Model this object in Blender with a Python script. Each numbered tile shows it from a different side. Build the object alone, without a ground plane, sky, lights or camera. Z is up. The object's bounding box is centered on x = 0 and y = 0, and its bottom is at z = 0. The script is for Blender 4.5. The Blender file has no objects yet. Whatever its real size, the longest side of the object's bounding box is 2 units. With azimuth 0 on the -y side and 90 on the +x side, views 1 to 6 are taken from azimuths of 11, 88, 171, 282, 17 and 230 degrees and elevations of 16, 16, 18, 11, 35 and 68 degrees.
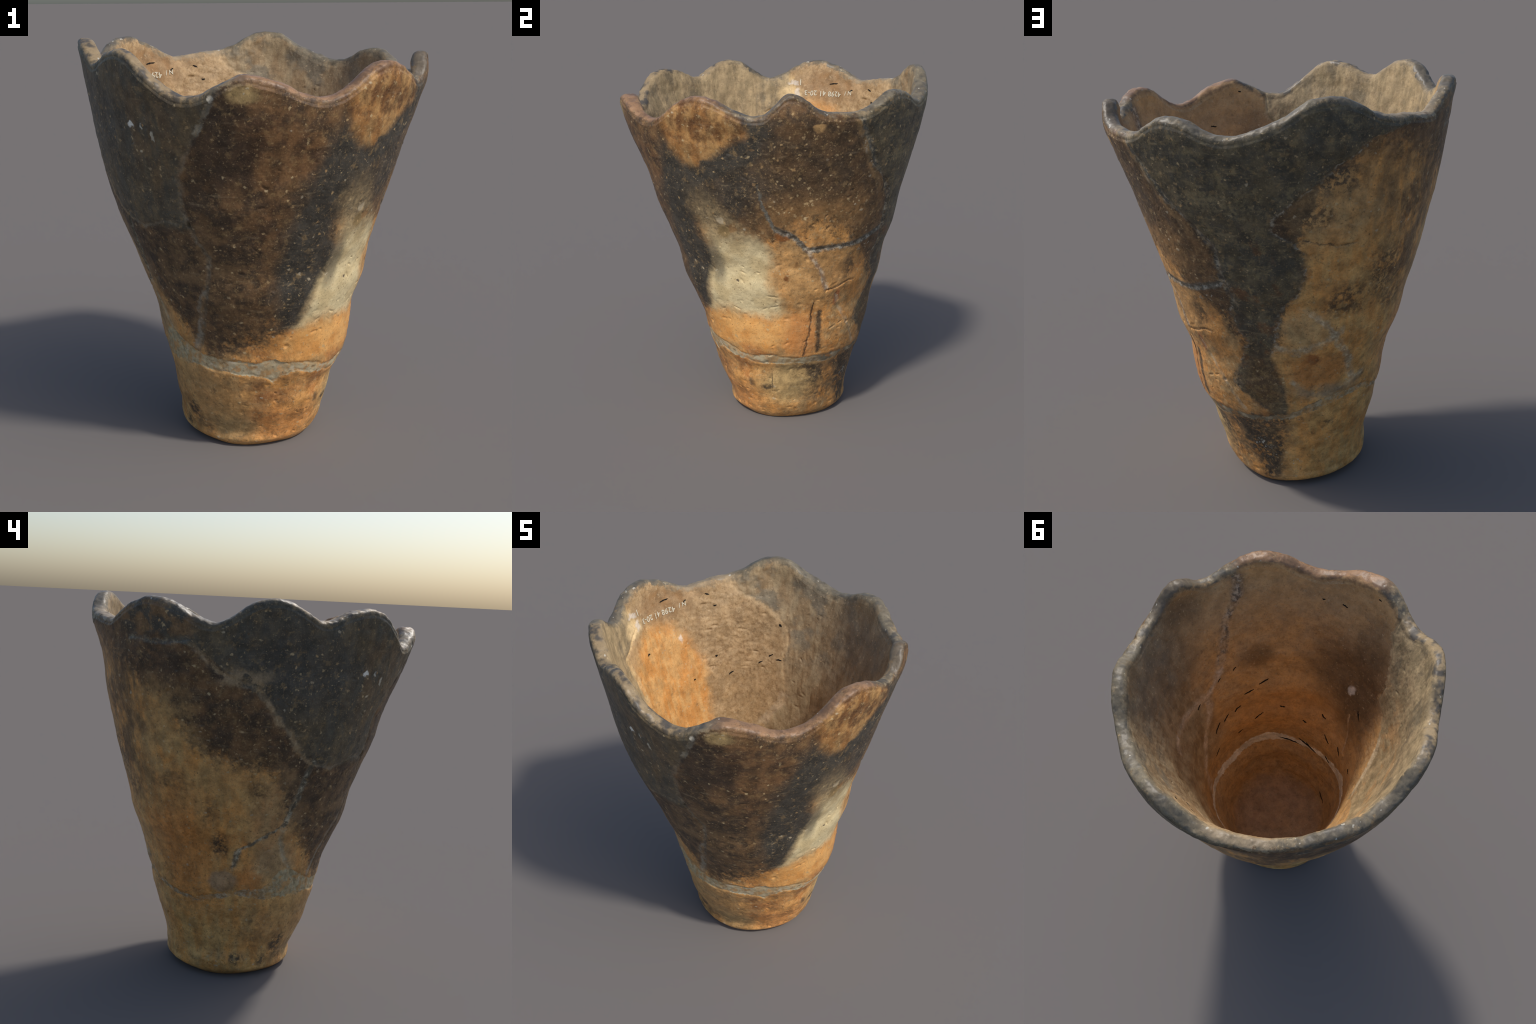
# Mended earthenware beaker: tall flaring pot with eight scalloped rim points,
# fire-clouded surface, grey mending filler and joins between the sherds.
import bpy, math
import numpy as np

rng = np.random.default_rng(7)

# --------------------------------------------------------------------------
# 1. PROFILE: the radius of the outer wall as a function of azimuth and height.
#    azimuth 0 looks along -y, 90 along +x.  Each row: mean radius and the
#    out-of-round terms (cos, sin of 1..4 times the azimuth).
# --------------------------------------------------------------------------
PROFILE_Z = [0, .03, .08, .16, .26, .36, .43, .5, .6, .72, .86, 1.0, 1.15, 1.3, 1.5, 1.7, 1.85, 2.02]
PROFILE = [
    [0.2938, -0.0488, -0.0346, -0.0015, -0.0013, 0.0001, 0.0050, 0.0041, -0.0089],
    [0.3348, -0.0545, -0.0435, -0.0002, 0.0037, -0.0029, 0.0015, 0.0026, -0.0036],
    [0.3516, -0.0529, -0.0374, -0.0095, 0.0051, -0.0051, 0.0020, 0.0019, -0.0005],
    [0.3675, -0.0429, -0.0301, -0.0050, 0.0028, -0.0071, -0.0019, -0.0007, -0.0018],
    [0.3984, -0.0364, -0.0283, 0.0011, 0.0003, -0.0070, -0.0057, -0.0036, -0.0034],
    [0.4226, -0.0430, -0.0270, 0.0041, 0.0008, -0.0028, -0.0064, -0.0053, -0.0042],
    [0.4487, -0.0441, -0.0142, 0.0032, 0.0001, -0.0017, -0.0059, -0.0053, -0.0038],
    [0.4677, -0.0446, -0.0126, -0.0006, 0.0018, -0.0007, -0.0036, -0.0046, -0.0031],
    [0.4863, -0.0487, -0.0128, 0.0002, 0.0027, -0.0026, -0.0025, -0.0029, -0.0012],
    [0.5104, -0.0430, -0.0195, 0.0094, 0.0069, 0.0019, -0.0028, -0.0008, 0.0013],
    [0.5606, -0.0405, -0.0249, 0.0107, 0.0090, 0.0069, -0.0041, 0.0013, 0.0027],
    [0.5915, -0.0386, -0.0349, 0.0091, 0.0039, 0.0056, -0.0057, 0.0005, 0.0033],
    [0.6431, -0.0331, -0.0345, 0.0075, 0.0041, 0.0020, -0.0005, -0.0024, 0.0022],
    [0.6932, -0.0169, -0.0279, 0.0077, 0.0123, 0.0012, 0.0015, -0.0059, 0.0026],
    [0.7429, -0.0192, -0.0247, 0.0071, 0.0093, 0.0010, 0.0029, -0.0015, 0.0006],
    [0.7933, -0.0058, -0.0081, 0.0150, 0.0029, 0.0100, 0.0064, 0.0099, 0.0015],
    [0.8292, -0.0071, -0.0056, 0.0182, 0.0030, 0.0158, -0.0023, 0.0128, 0.0035],
    [0.8385, -0.0074, -0.0263, 0.0162, -0.0018, 0.0238, -0.0063, 0.0138, 0.0046],
]
PROFILE_Z = np.array(PROFILE_Z); PROFILE = np.array(PROFILE)

# local swellings and flats of the wall: azimuth, height, widths, amount
SWELL = [(45, 1.31, 35, .09, -.024), (40, 1.07, 35, .08, .013), (45, .10, 50, .07, -.012), (335, .09, 32, .07, -.008), (332, .25, 28, .09, -.012), (358, 1.24, 28, .12, .011), (344, 1.73, 24, .07, -.010), (352, 1.52, 28, .10, .011), (52, 1.24, 30, .05, -.010),
         (92, 1.93, 12, .10, -.018), (322, 1.92, 14, .14, -.013), (12, 1.88, 12, .12, -.010), (57, 1.90, 12, .10, .008),
         (228, 1.69, 20, .10, .020), (228, 1.35, 20, .10, -.012)]

# crest height of the scalloped rim by azimuth
RIM = [0,1.835, 4,1.865, 8,1.888, 12,1.878, 16,1.862, 20,1.842, 25,1.812, 31,1.791, 36,1.797, 41,1.822, 45,1.855,
       49,1.890, 54,1.915, 60,1.918, 65,1.902, 70,1.872, 75,1.842, 80,1.832, 84,1.840, 88,1.888, 92,1.934, 96,1.927,
       100,1.888, 104,1.853, 110,1.838, 116,1.834, 121,1.840, 126,1.860, 130,1.890, 135,1.920, 140,1.920, 145,1.903,
       150,1.870, 155,1.854, 160,1.858, 165,1.876, 170,1.902, 175,1.938, 180,1.982, 185,1.995, 190,1.992, 195,1.965,
       200,1.924, 205,1.902, 212,1.896, 219,1.884, 226,1.879, 230,1.900, 235,1.936, 240,1.966, 245,1.988, 250,1.985,
       255,1.966, 260,1.932, 264,1.900, 269,1.884, 274,1.906, 279,1.950, 284,1.990, 289,2.002, 293,1.995, 297,1.972,
       301,1.940, 306,1.908, 310,1.912, 314,1.935, 319,1.960, 324,1.973, 328,1.972, 333,1.945, 337,1.900, 341,1.860,
       345,1.820, 350,1.797, 354,1.802]
WALL = 0.074          # wall thickness at the lip
FLOOR_Z = 0.062       # inside floor


def catmull(xs, ys, q, period=None):
    """smooth (monotone-ish Hermite) interpolation, optionally periodic"""
    xs = np.asarray(xs, float); ys = np.asarray(ys, float)
    if period:
        xs = np.concatenate([xs[-2:] - period, xs, xs[:2] + period]); ys = np.concatenate([ys[-2:], ys, ys[:2]])
    m = np.gradient(ys, xs)
    i = np.clip(np.searchsorted(xs, q) - 1, 0, len(xs) - 2)
    h = xs[i + 1] - xs[i]; t = np.clip((q - xs[i]) / h, 0, 1)
    return ((2*t**3 - 3*t**2 + 1) * ys[i] + (t**3 - 2*t**2 + t) * h * m[i]
            + (-2*t**3 + 3*t**2) * ys[i + 1] + (t**3 - t**2) * h * m[i + 1])


def rim_z(az):
    return catmull(RIM[0::2], RIM[1::2], np.asarray(az) % 360, 360)


def outer_r(az, z):
    a = np.radians(az)
    r = 0
    for k in range(PROFILE.shape[1]):
        b = 1 if k == 0 else (np.cos if k % 2 else np.sin)(((k + 1) // 2) * a)
        r = r + catmull(PROFILE_Z, PROFILE[:, k], z) * b
    for a0, z0, wa, wz, dr in SWELL:
        r = r + dr * np.exp(-(((az - a0 + 180) % 360 - 180) / wa) ** 2 - ((z - z0) / wz) ** 2)
    return r


# ---- vectorised value noise ------------------------------------------------
def _hash(i, j, k, s):
    n = (i * 374761393 + j * 668265263 + k * 2147483647 + s * 974711) & 0xffffffff
    n = ((n ^ (n >> 13)) * 1274126177) & 0xffffffff
    n = ((n ^ (n >> 16)) * 2246822519) & 0xffffffff
    return ((n ^ (n >> 15)) & 0xffff) / 65535.0 - .5


def vnoise(x, y, z, s=0):
    xi, yi, zi = (np.floor(v).astype(np.int64) for v in (x, y, z))
    fx, fy, fz = x - xi, y - yi, z - zi
    fx, fy, fz = (f * f * f * (f * (f * 6 - 15) + 10) for f in (fx, fy, fz))
    o = 0
    for dx in (0, 1):
        wx = fx if dx else 1 - fx
        for dy in (0, 1):
            wy = fy if dy else 1 - fy
            for dz in (0, 1):
                o = o + wx * wy * (fz if dz else 1 - fz) * _hash(xi + dx, yi + dy, zi + dz, s)
    return o


def fbm(x, y, z, sc, octv=3, s=0, stretch=(1, 1, 1)):
    o, a = 0, 1.0
    for n in range(octv):
        f = sc * 2.03 ** n
        o = o + a * vnoise(x * f * stretch[0] + 11.3 * n, y * f * stretch[1] + 5.1, z * f * stretch[2] + 3.7, s + n)
        a *= .5
    return o


# --------------------------------------------------------------------------
# 2. FEATURES, all in (azimuth degrees, height) on the unrolled wall.
#    Azimuth runs -135..225 so that the seam lies in a plain part of the wall.
# --------------------------------------------------------------------------
U0 = -135.0
JOINT_TOP = [-135,.515, -121,.472, -108,.452, -97,.485, -80,.512, -65,.530, -51,.640, -38,.592, -30,.562, -26,.545, -16,.530,
             -7,.520, 1,.515, 10,.512, 15,.520, 23,.530, 32,.510, 40,.505, 54,.480, 63,.455, 70,.455, 84,.465, 94,.445, 101,.440,
             118,.445, 125,.445, 141,.440, 159,.437, 174,.462, 183,.500, 198,.545, 215,.556, 225,.515]
JOINT_BOT = [-135,.490, -121,.450, -108,.430, -97,.455, -80,.485, -65,.462, -51,.470, -38,.475, -30,.480, -26,.475, -16,.460,
             -7,.450, 1,.440, 10,.438, 15,.430, 23,.400, 32,.445, 40,.452, 54,.425, 63,.415, 70,.398, 84,.395, 94,.400, 101,.400,
             118,.392, 125,.390, 141,.408, 159,.410, 174,.435, 183,.460, 198,.500, 215,.525, 225,.490]
# upright joins: (height, azimuth) pairs;  level joins: (azimuth, height) pairs
CRACK_FRONT = [.52,-29, .60,-24, .73,-19, .85,-14, .97,-11, 1.07,-9, 1.15,-13, 1.23,-15, 1.30,-16, 1.45,-16, 1.56,-11, 1.67,-5, 1.78,-1, 1.85,1]
CRACK_FRONT_LEVEL = [-48,1.22, -39,1.19, -32,1.215, -26,1.24, -17,1.23]
CRACK_EAST = [80,1.48, 82,1.35, 86,1.24, 90,1.215, 94,1.20, 99,1.15, 104,1.10, 113,1.11, 126,1.11, 134,1.125, 141,1.15, 147,1.17]
CRACK_EAST_UP = [.85,117, .92,114, .98,112, 1.08,105, 1.12,103]
CRACK_EAST_DARK = [117,.85, 123,.86, 126,.872, 131,.89, 136,.885]
CRACK_EAST_PALE = [.47,148, .62,137, .70,131, .75,127, .82,124]
CRACK_NE = [1.05,152, 1.19,148, 1.34,147, 1.47,139, 1.56,131, 1.66,126, 1.74,122, 1.81,119]
CRACK_WEST = [.64,-84, .74,-81, .81,-69, .88,-57, .95,-55, 1.03,-53, 1.17,-51, 1.24,-49]
CRACK_WEST_LOW = [.50,-38, .63,-47, .71,-54, .80,-57, .86,-57]
CRACK_SW = [.56,-29, .65,-24, .83,-18, .90,-14]
CRACK_BACK_PALE = [167,.84, 177,.82, 184,.835, 189,.86, 194,.90, 197,.915]
CRACK_BACK_PALE_UP = [.62,207, .65,205, .75,202, .83,196, .90,193, .98,187, 1.05,179]
CRACK_BACK_LOW = [174,.65, 179,.595, 184,.55, 191,.555, 199,.57, 207,.60, 215,.63]
CRACK_BACK_FINE = [176,1.38, 179,1.40, 185,1.37, 191,1.35, 198,1.36]
CRACK_WEST_TOP = [-124,1.79, -120,1.795, -111,1.78, -105,1.785, -98,1.80]
FILLER_WEST = [1.20,-45, 1.22,-51, 1.29,-58, 1.38,-62, 1.42,-66, 1.49,-70, 1.53,-72, 1.60,-76, 1.625,-83, 1.66,-89, 1.70,-92, 1.78,-98]
SCRATCH_A = [.46,116, .58,115, .73,115]
SCRATCH_B = [.44,106, .52,107, .61,109, .70,109.5, .79,110.5]
GREY_NE_LEFT = [.32,150, .37,146, .45,164, .54,154, .61,143, .69,146, .87,155, .94,150, 1.01,148, 1.12,152, 1.23,148, 1.36,147, 1.45,141, 1.54,131, 1.62,125, 1.72,121, 1.80,118, 2.0,116]
GREY_NE_RIGHT = [.32,171, .40,171, .49,172, .63,171, .78,165, .86,167, .97,169, 1.03,170, 1.07,172, 1.13,177, 1.21,180, 1.32,179, 1.38,176, 1.44,168, 1.50,169, 1.55,174, 1.60,178, 1.65,184, 1.72,188, 1.76,194, 1.82,199, 1.86,212, 1.90,222, 2.0,224]
# inside
IN_JOINT_BOT = [-135,.46, -60,.49, -45,.45, -25,.455, 7,.455, 33,.445, 58,.435, 80,.435, 105,.41, 146,.43, 180,.44, 225,.46]
IN_JOINT_TOP = [-135,.50, -60,.53, -45,.56, -36,.61, -25,.545, -10,.505, 7,.495, 33,.485, 52,.495, 62,.515, 80,.485, 105,.46, 146,.475, 180,.485, 225,.50]
IN_CRACK = [.50,140, .71,139, .82,124, .96,111, 1.10,104, 1.16,102, 1.22,92, 1.36,85, 1.56,78, 1.70,70, 1.84,69]
IN_CRACK_B = [104,1.15, 113,1.17, 122,1.19, 131,1.20, 139,1.20, 146,1.16]
IN_SHERD_EAST = [1.0,193, 1.05,190, 1.15,180, 1.20,178, 1.41,181, 1.52,178, 1.61,180, 1.66,184, 1.72,189, 1.76,195, 1.80,201, 1.85,205, 1.93,207]
IN_WEST_EDGE = [1.12,-40, 1.20,-33, 1.265,-28, 1.29,-18, 1.44,-18, 1.59,-11, 1.69,-5, 1.80,-5, 1.9,-5]
IN_WEST_LOW = [.85,-62, .93,-56, 1.05,-47, 1.15,-40, 1.20,-36]
IN_NW_EDGE = [1.25,-95, 1.45,-93, 1.67,-88, 1.70,-95, 1.77,-102, 1.90,-101]
IN_FINE = [.72,-20, .77,-18, .86,-13, .93,-9, 1.01,-7]


def seg_dist(pts, upright, az, z, r):
    """distance in metres from wall points to a join drawn on the unrolled wall"""
    p = np.array(pts, float).reshape(-1, 2)
    if upright:
        p = p[:, ::-1]
    d = np.full(az.shape, 9.0)
    for (u1, z1), (u2, z2) in zip(p[:-1], p[1:]):
        k = np.pi / 180 * r
        ax, ay = (az - u1) * k, z - z1
        bx, by = (u2 - u1) * k, np.full_like(k, z2 - z1)
        t = np.clip((ax * bx + ay * by) / (bx * bx + by * by + 1e-12), 0, 1)
        d = np.minimum(d, np.hypot(ax - t * bx, ay - t * by))
    return d


# --------------------------------------------------------------------------
# 3. MESH: one closed grid  (underside > foot > wall > lip > inside > floor),
#    cut afterwards into parts that share border vertices and normals.
# --------------------------------------------------------------------------
NA = 1200
az = U0 + np.arange(NA) * 360.0 / NA                     # columns
zr = rim_z(az) - .002
lip_h = 0.038
edge_z = zr - lip_h                                      # where the wall turns into the lip

N_UNDER, N_OUT, N_LIP, N_IN, N_FLOOR = 24, 430, 26, 330, 46
rows_r, rows_z, kind = [], [], []
A1 = az[None, :]


def add(r, z, k):
    rows_r.append(r); rows_z.append(z); kind.extend([k] * len(r))


r_base = outer_r(az, np.zeros(NA))
k = np.linspace(0.02, 0.985, N_UNDER)[:, None]
add(r_base[None] * k, 0.0 + 0.010 * (1 - k ** 3) * np.ones((1, NA)), 0)       # slightly hollow underside

s = np.linspace(0, 1, N_OUT)[:, None] ** 1.06
zo = s * edge_z[None]
ro = outer_r(np.broadcast_to(A1, zo.shape), zo)
add(ro, zo, 1)

phi = np.linspace(0, np.pi, N_LIP + 2)[1:-1][:, None]
# thickness of the lip varies round the rim
t_lip = WALL * (1 + .30 * fbm(np.cos(np.radians(az)) * 1.0, np.sin(np.radians(az)), az * 0, 4.6, 2, 5))
for peak, wide, extra in ((9, 9, .026), (57, 9, .012)):                     # the two front points are thickest
    t_lip += extra * np.exp(-(((az - peak + 180) % 360 - 180) / wide) ** 2)
r_edge = ro[-1]
rc = r_edge - t_lip / 2 - .004
cs, sn = np.cos(phi), np.sin(phi)
pw = .74
lr = rc[None] + (t_lip / 2)[None] * np.sign(cs) * np.abs(cs) ** pw + .008 * sn
lz = edge_z[None] + lip_h * np.abs(sn) ** pw + .006 * sn * (1 - cs) - .003 * sn      # crest leans inwards
add(lr, lz, 2)

s = np.linspace(0, 1, N_IN)[:, None]
z_low = FLOOR_Z + .11
zi = edge_z[None] * (1 - s) + z_low * s
th = np.interp(zi, [.2, .5, .9, 1.4, 2], [.058, .062, .080, .093, .084]) + (t_lip - .080)[None] * np.clip((zi - 1.6) / .25, 0, 1)
ri = outer_r(np.broadcast_to(A1, zi.shape), zi) - th
add(ri, zi, 3)
# rounded corner into the floor, then the flat floor
r_end, r_slope = ri[-1], (ri[-2] - ri[-1]) / (zi[-2] - zi[-1])
q = np.linspace(0, np.pi / 2, 15)[1:][:, None]
cr = .10
add(r_end[None] - cr * (1 - np.cos(q)) - .02 * np.sin(q), FLOOR_Z + (z_low - FLOOR_Z) * (1 - np.sin(q)) * np.ones((1, NA)), 3)
k = np.linspace(1, 0.02, N_FLOOR + 1)[1:][:, None]
add(rows_r[-1][-1][None] * k, FLOOR_Z - .006 * (1 - k ** 2) * np.ones((1, NA)), 4)

R = np.vstack(rows_r); Z = np.vstack(rows_z); K = np.array(kind)
NR = len(K)
AZ = np.broadcast_to(A1, R.shape)
X, Y = R * np.sin(np.radians(AZ)), -R * np.cos(np.radians(AZ))

# ---- relief: everything below is a push along the local radius (outside) ----
wall_o, wall_i, lip, floor_ = K == 1, K == 3, K == 2, K == 4
dR = np.zeros_like(R)


def relief(mask, fn):
    dR[mask] += fn(X[mask], Y[mask], Z[mask], AZ[mask], R[mask])


def outside(x, y, z, u, r):
    d = .0030 * fbm(x, y, z, 5.0, 2, 20) + .0030 * fbm(x, y, z, 14, 3, 40) + .0014 * fbm(x, y, z, 55, 2, 60, (1, 1, .7))
    d += .0012 * fbm(x, y, z, 10, 2, 61, (.5, .5, 2.6))                       # faint coil bands
    wob = .010 * fbm(x, y, z, 22, 2, 80)
    top = np.interp(u, JOINT_TOP[0::2], JOINT_TOP[1::2]) + wob
    bot = np.interp(u, JOINT_BOT[0::2], JOINT_BOT[1::2]) + wob
    inside = np.clip((top - z) / .006, 0, 1) * np.clip((z - bot) / .006, 0, 1)
    d += inside * (-.0035 + .0035 * fbm(x, y, z, 30, 2, 90))
    d -= (.0035 * np.exp(-((z - top) / .006) ** 2) + .0025 * np.exp(-((z - bot) / .006) ** 2)) * np.clip(.7 + 1.6 * fbm(x, y, z, 16, 2, 95), 0, 1.5)
    # joins: groove, with the sherds on either side a little out of line
    for pts, up, w, dep in (
            (CRACK_FRONT, 1, .010, .0045), (CRACK_FRONT_LEVEL, 0, .008, .005), (CRACK_EAST, 0, .009, .0065),
            (CRACK_EAST_UP, 1, .007, .004), (CRACK_EAST_DARK, 0, .0045, .0065), (CRACK_EAST_PALE, 1, .006, .003),
            (CRACK_NE, 1, .009, .006), (CRACK_WEST, 1, .008, .006), (CRACK_WEST_LOW, 1, .008, .005),
            (CRACK_BACK_PALE, 0, .014, -.0025), (CRACK_BACK_PALE_UP, 1, .014, -.0025), (CRACK_BACK_LOW, 0, .013, -.0025),
            (CRACK_BACK_FINE, 0, .004, .005), (CRACK_WEST_TOP, 0, .007, .004), (FILLER_WEST, 1, .016, .003),
            (SCRATCH_B, 1, .0035, .003)):
        p = np.array(pts).reshape(-1, 2); uu, zz = (p[:, 1], p[:, 0]) if up else (p[:, 0], p[:, 1])
        m = (u > uu.min() - 6) & (u < uu.max() + 6) & (z > zz.min() - .06) & (z < zz.max() + .06)
        if m.any():
            dd = seg_dist(pts, up, u[m], z[m], r[m]) + .010 * fbm(x[m], y[m], z[m], 30, 2, 100)
            d[m] -= dep * np.exp(-(dd / w) ** 2)
    # grey sherd at the back stands a few millimetres proud of the body beside it
    left = np.interp(z, GREY_NE_LEFT[0::2], GREY_NE_LEFT[1::2]); right = np.interp(z, GREY_NE_RIGHT[0::2], GREY_NE_RIGHT[1::2])
    d += .0035 * np.clip((u - left) / 1.0, 0, 1) * np.clip((right - u) / 1.0, 0, 1) * np.clip((z - 1.0) / .1, 0, 1)
    return d


def inside_(x, y, z, u, r):
    d = .0040 * fbm(x, y, z, 5.0, 2, 220) + .0040 * fbm(x, y, z, 16, 3, 240) + .0018 * fbm(x, y, z, 60, 2, 260, (1, 1, .5))
    rough = np.clip((u - 182) / 12, 0, 1) * np.clip((z - 1.25) / .2, 0, 1)     # coarse clay panel
    d += rough * (.0060 * fbm(x, y, z, 24, 3, 280, (.9, .9, 1.5)))
    wob = .012 * fbm(x, y, z, 20, 2, 290)
    top = np.interp(u, IN_JOINT_TOP[0::2], IN_JOINT_TOP[1::2]) + wob
    bot = np.interp(u, IN_JOINT_BOT[0::2], IN_JOINT_BOT[1::2]) + wob
    d -= np.clip((top - z) / .006, 0, 1) * np.clip((z - bot) / .006, 0, 1) * (.003 + .004 * fbm(x, y, z, 40, 3, 295))
    for pts, up, w, dep in ((IN_CRACK, 1, .018, -.0035), (IN_CRACK_B, 0, .020, -.0035), (IN_SHERD_EAST, 1, .012, .0025),
                            (IN_WEST_EDGE, 1, .007, .006), (IN_WEST_LOW, 1, .016, -.0035), (IN_NW_EDGE, 1, .010, .008), (IN_FINE, 1, .005, .004)):
        p = np.array(pts).reshape(-1, 2); uu, zz = (p[:, 1], p[:, 0]) if up else (p[:, 0], p[:, 1])
        m = (u > uu.min() - 6) & (u < uu.max() + 6) & (z > zz.min() - .06) & (z < zz.max() + .06)
        dd = seg_dist(pts, up, u[m], z[m], r[m]) + .010 * fbm(x[m], y[m], z[m], 30, 2, 300)
        d[m] += dep * np.exp(-(dd / w) ** 2)
    return d


relief(wall_o, outside)
relief(wall_i, inside_)
# fade the relief out at the foot so that the pot stands level
dR[wall_o] *= np.clip(Z[wall_o] / .04, .15, 1)


def pit(rows, u, z, hw, hh, depth, sign, tilt=0.0):
    """a small hollow or slit pressed into the wall; hw/hh half sizes in metres"""
    lo = rows[0]
    zc = Z[rows, int((u - U0) / 360 * NA) % NA]
    near = rows[np.abs(zc - z) < hh * 2.2 + hw * abs(tilt) * 2 + .03]
    if not len(near):
        return
    rr = R[near[0], int((u - U0) / 360 * NA) % NA]
    n = int(hw * 2.5 / (rr * 2 * np.pi / NA)) + 3
    c = (int((u - U0) / 360 * NA) + np.arange(-n, n + 1)) % NA
    g = np.ix_(near, c)
    du = ((AZ[g] - u + 180) % 360 - 180) * np.pi / 180 * R[g]
    dz = Z[g] - z - du * tilt
    dd = (du / hw) ** 2 + (dz / hh) ** 2
    dR[g] += sign * depth * np.exp(-dd ** 1.5)


rows_o, rows_i = np.where(wall_o)[0], np.where(wall_i)[0]
for n in range(420):                                                # stray temper pits
    u = rng.uniform(U0, U0 + 360); z = rng.uniform(.04, 1.72)
    w = rng.uniform(.004, .011)
    pit(rows_o, u, z, w * rng.uniform(.9, 1.9), w * rng.uniform(.5, 1.0), rng.uniform(.0015, .0045), -1, rng.normal(0, .4))
for n in range(70):                                                 # lime grains standing proud
    pit(rows_o, rng.uniform(U0, U0 + 360), rng.uniform(.1, 1.7), rng.uniform(.004, .009), rng.uniform(.004, .008), .002, 1)
for u, z, hw, hh, dep, t in ((85, .83, .030, .0045, .006, -.15), (60, .74, .020, .004, .005, -.4), (49, .72, .012, .006, .005, .4),
                             (86, .765, .028, .004, .004, .25), (99, .09, .018, .004, .005, -.05), (126, .09, .012, .010, .006, 0),
                             (125, .61, .018, .005, .006, .3), (131, .63, .015, .004, .005, .3), (82, .46, .012, .006, .006, 0),
                             (94, .54, .014, .008, .004, .5), (64, .91, .007, .007, .003, 0), (-15, 1.232, .009, .013, .022, 0),
                             (30, .60, .012, .010, .006, 0), (68, 1.0, .008, .003, .005, -.3), (77, .97, .010, .004, .005, -.2),
                             (137, .62, .010, .007, .008, 0), (83, .30, .0035, .05, .003, 0), (-1, .22, .008, .012, .005, 0),
                             (-2, .135, .010, .015, .005, .6), (26, .33, .006, .006, .005, 0), (63, 1.215, .03, .02, .003, .4)):
    pit(rows_o, u, z, hw, hh, dep, -1, t)
for n in range(260):
    u = rng.uniform(U0, U0 + 360); z = rng.uniform(.2, 1.75); w = rng.uniform(.004, .010)
    pit(rows_i, u, z, w * rng.uniform(.8, 2.2), w * rng.uniform(.4, .9), rng.uniform(.0015, .005), 1, rng.normal(0, .3))
for n in range(14):                                                 # long pulls in the coarse clay panel
    u = rng.uniform(186, 224); z = rng.uniform(1.35, 1.85)
    pit(rows_i, u, z, rng.uniform(.012, .035), rng.uniform(.003, .007), rng.uniform(.003, .008), 1, rng.normal(0, .12))
for n in range(22):                                                 # upright smoothing strokes on the east wall
    u = rng.uniform(135, 180); z = rng.uniform(1.1, 1.55)
    pit(rows_i, u, z, rng.uniform(.004, .009), rng.uniform(.02, .08), rng.uniform(.0008, .0024), 1, 0)

R2 = R + dR
# lip: lumps and nicks, keeping it welded to both walls
lipn = (.0085 * fbm(X, Y, Z, 15, 3, 400) + .003 * fbm(X, Y, Z, 45, 2, 420))
lipw = np.zeros_like(R); li = np.where(lip)[0]
lipw[li] = np.sin(np.linspace(0, np.pi, len(li) + 2)[1:-1])[:, None] ** .6
first, last = li[0], li[-1]
fo = np.linspace(1, 0, len(li))[:, None]
R2[li] += dR[first - 1][None] * fo ** 2 + dR[last + 1][None] * (1 - fo) ** 2
Z2 = Z + lipn * lipw
R2 += .6 * lipn * lipw
Z2[K == 4] += .004 * fbm(X[K == 4], Y[K == 4], Z[K == 4], 10, 3, 430)
Z2 = np.maximum(Z2, 0.0)
X2, Y2 = R2 * np.sin(np.radians(AZ)), -R2 * np.cos(np.radians(AZ))
co = np.stack([X2, Y2, Z2], -1).reshape(-1, 3)
cap0, cap1 = len(co), len(co) + 1
co = np.vstack([co, [[0, 0, Z2[0].mean()]], [[0, 0, Z2[-1].mean()]]])

i = np.arange(NR - 1)[:, None] * NA; j = np.arange(NA)[None]; j2 = (j + 1) % NA
quads = np.stack([i + j, i + j2, i + NA + j2, i + NA + j], -1)              # (NR-1, NA, 4)

# vertex normals of the whole surface, from grid differences
G = co[:-2].reshape(NR, NA, 3)
ta = np.roll(G, -1, 1) - np.roll(G, 1, 1)
tz = np.empty_like(G); tz[1:-1] = G[2:] - G[:-2]; tz[0] = G[1] - G[0]; tz[-1] = G[-1] - G[-2]
nrm = np.cross(ta, tz); nrm /= np.linalg.norm(nrm, axis=2, keepdims=True) + 1e-12
nrm = np.vstack([nrm.reshape(-1, 3), [[0, 0, -1]], [[0, 0, 1]]])

# part of every quad: lip borders wander a little, foot ends at the mended joint
U_f = np.broadcast_to((az + 180.0 / NA)[None], (NR - 1, NA))
Zf = (Z2[:-1] + Z2[1:]) / 2
xf, yf = X2[:-1], Y2[:-1]
rowk = np.broadcast_to(K[:-1][:, None], (NR - 1, NA))
wob = .010 * fbm(X[:-1], Y[:-1], Z[:-1], 22, 2, 80) + .012 * fbm(X[:-1], Y[:-1], Z[:-1], 60, 3, 85)
jt = np.interp(U_f, JOINT_TOP[0::2], JOINT_TOP[1::2]) + wob
jb = np.interp(U_f, JOINT_BOT[0::2], JOINT_BOT[1::2]) + wob
UNDER, FOOT, JOINT, BODY, LIP, INNER, FLOOR = range(7)
part = np.full((NR - 1, NA), BODY)
part[rowk == 0] = UNDER
part[(rowk == 1) & (Zf < jt)] = JOINT
part[(rowk == 1) & (Zf < jb)] = FOOT
lip_at = np.zeros(NR - 1); lip_at[K[:-1] == 2] = np.linspace(0, 1, (K[:-1] == 2).sum())
lip_at = lip_at[:, None] + .5 * fbm(X[:-1], Y[:-1], Z[:-1], 20, 2, 510)
part[(rowk == 2) & (lip_at > .30)] = LIP
part[(rowk == 2) & (lip_at > .76)] = INNER
part[rowk == 3] = INNER
part[rowk == 4] = FLOOR
body = part == BODY
part[body & (U_f > -20.0)] = 10
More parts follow.
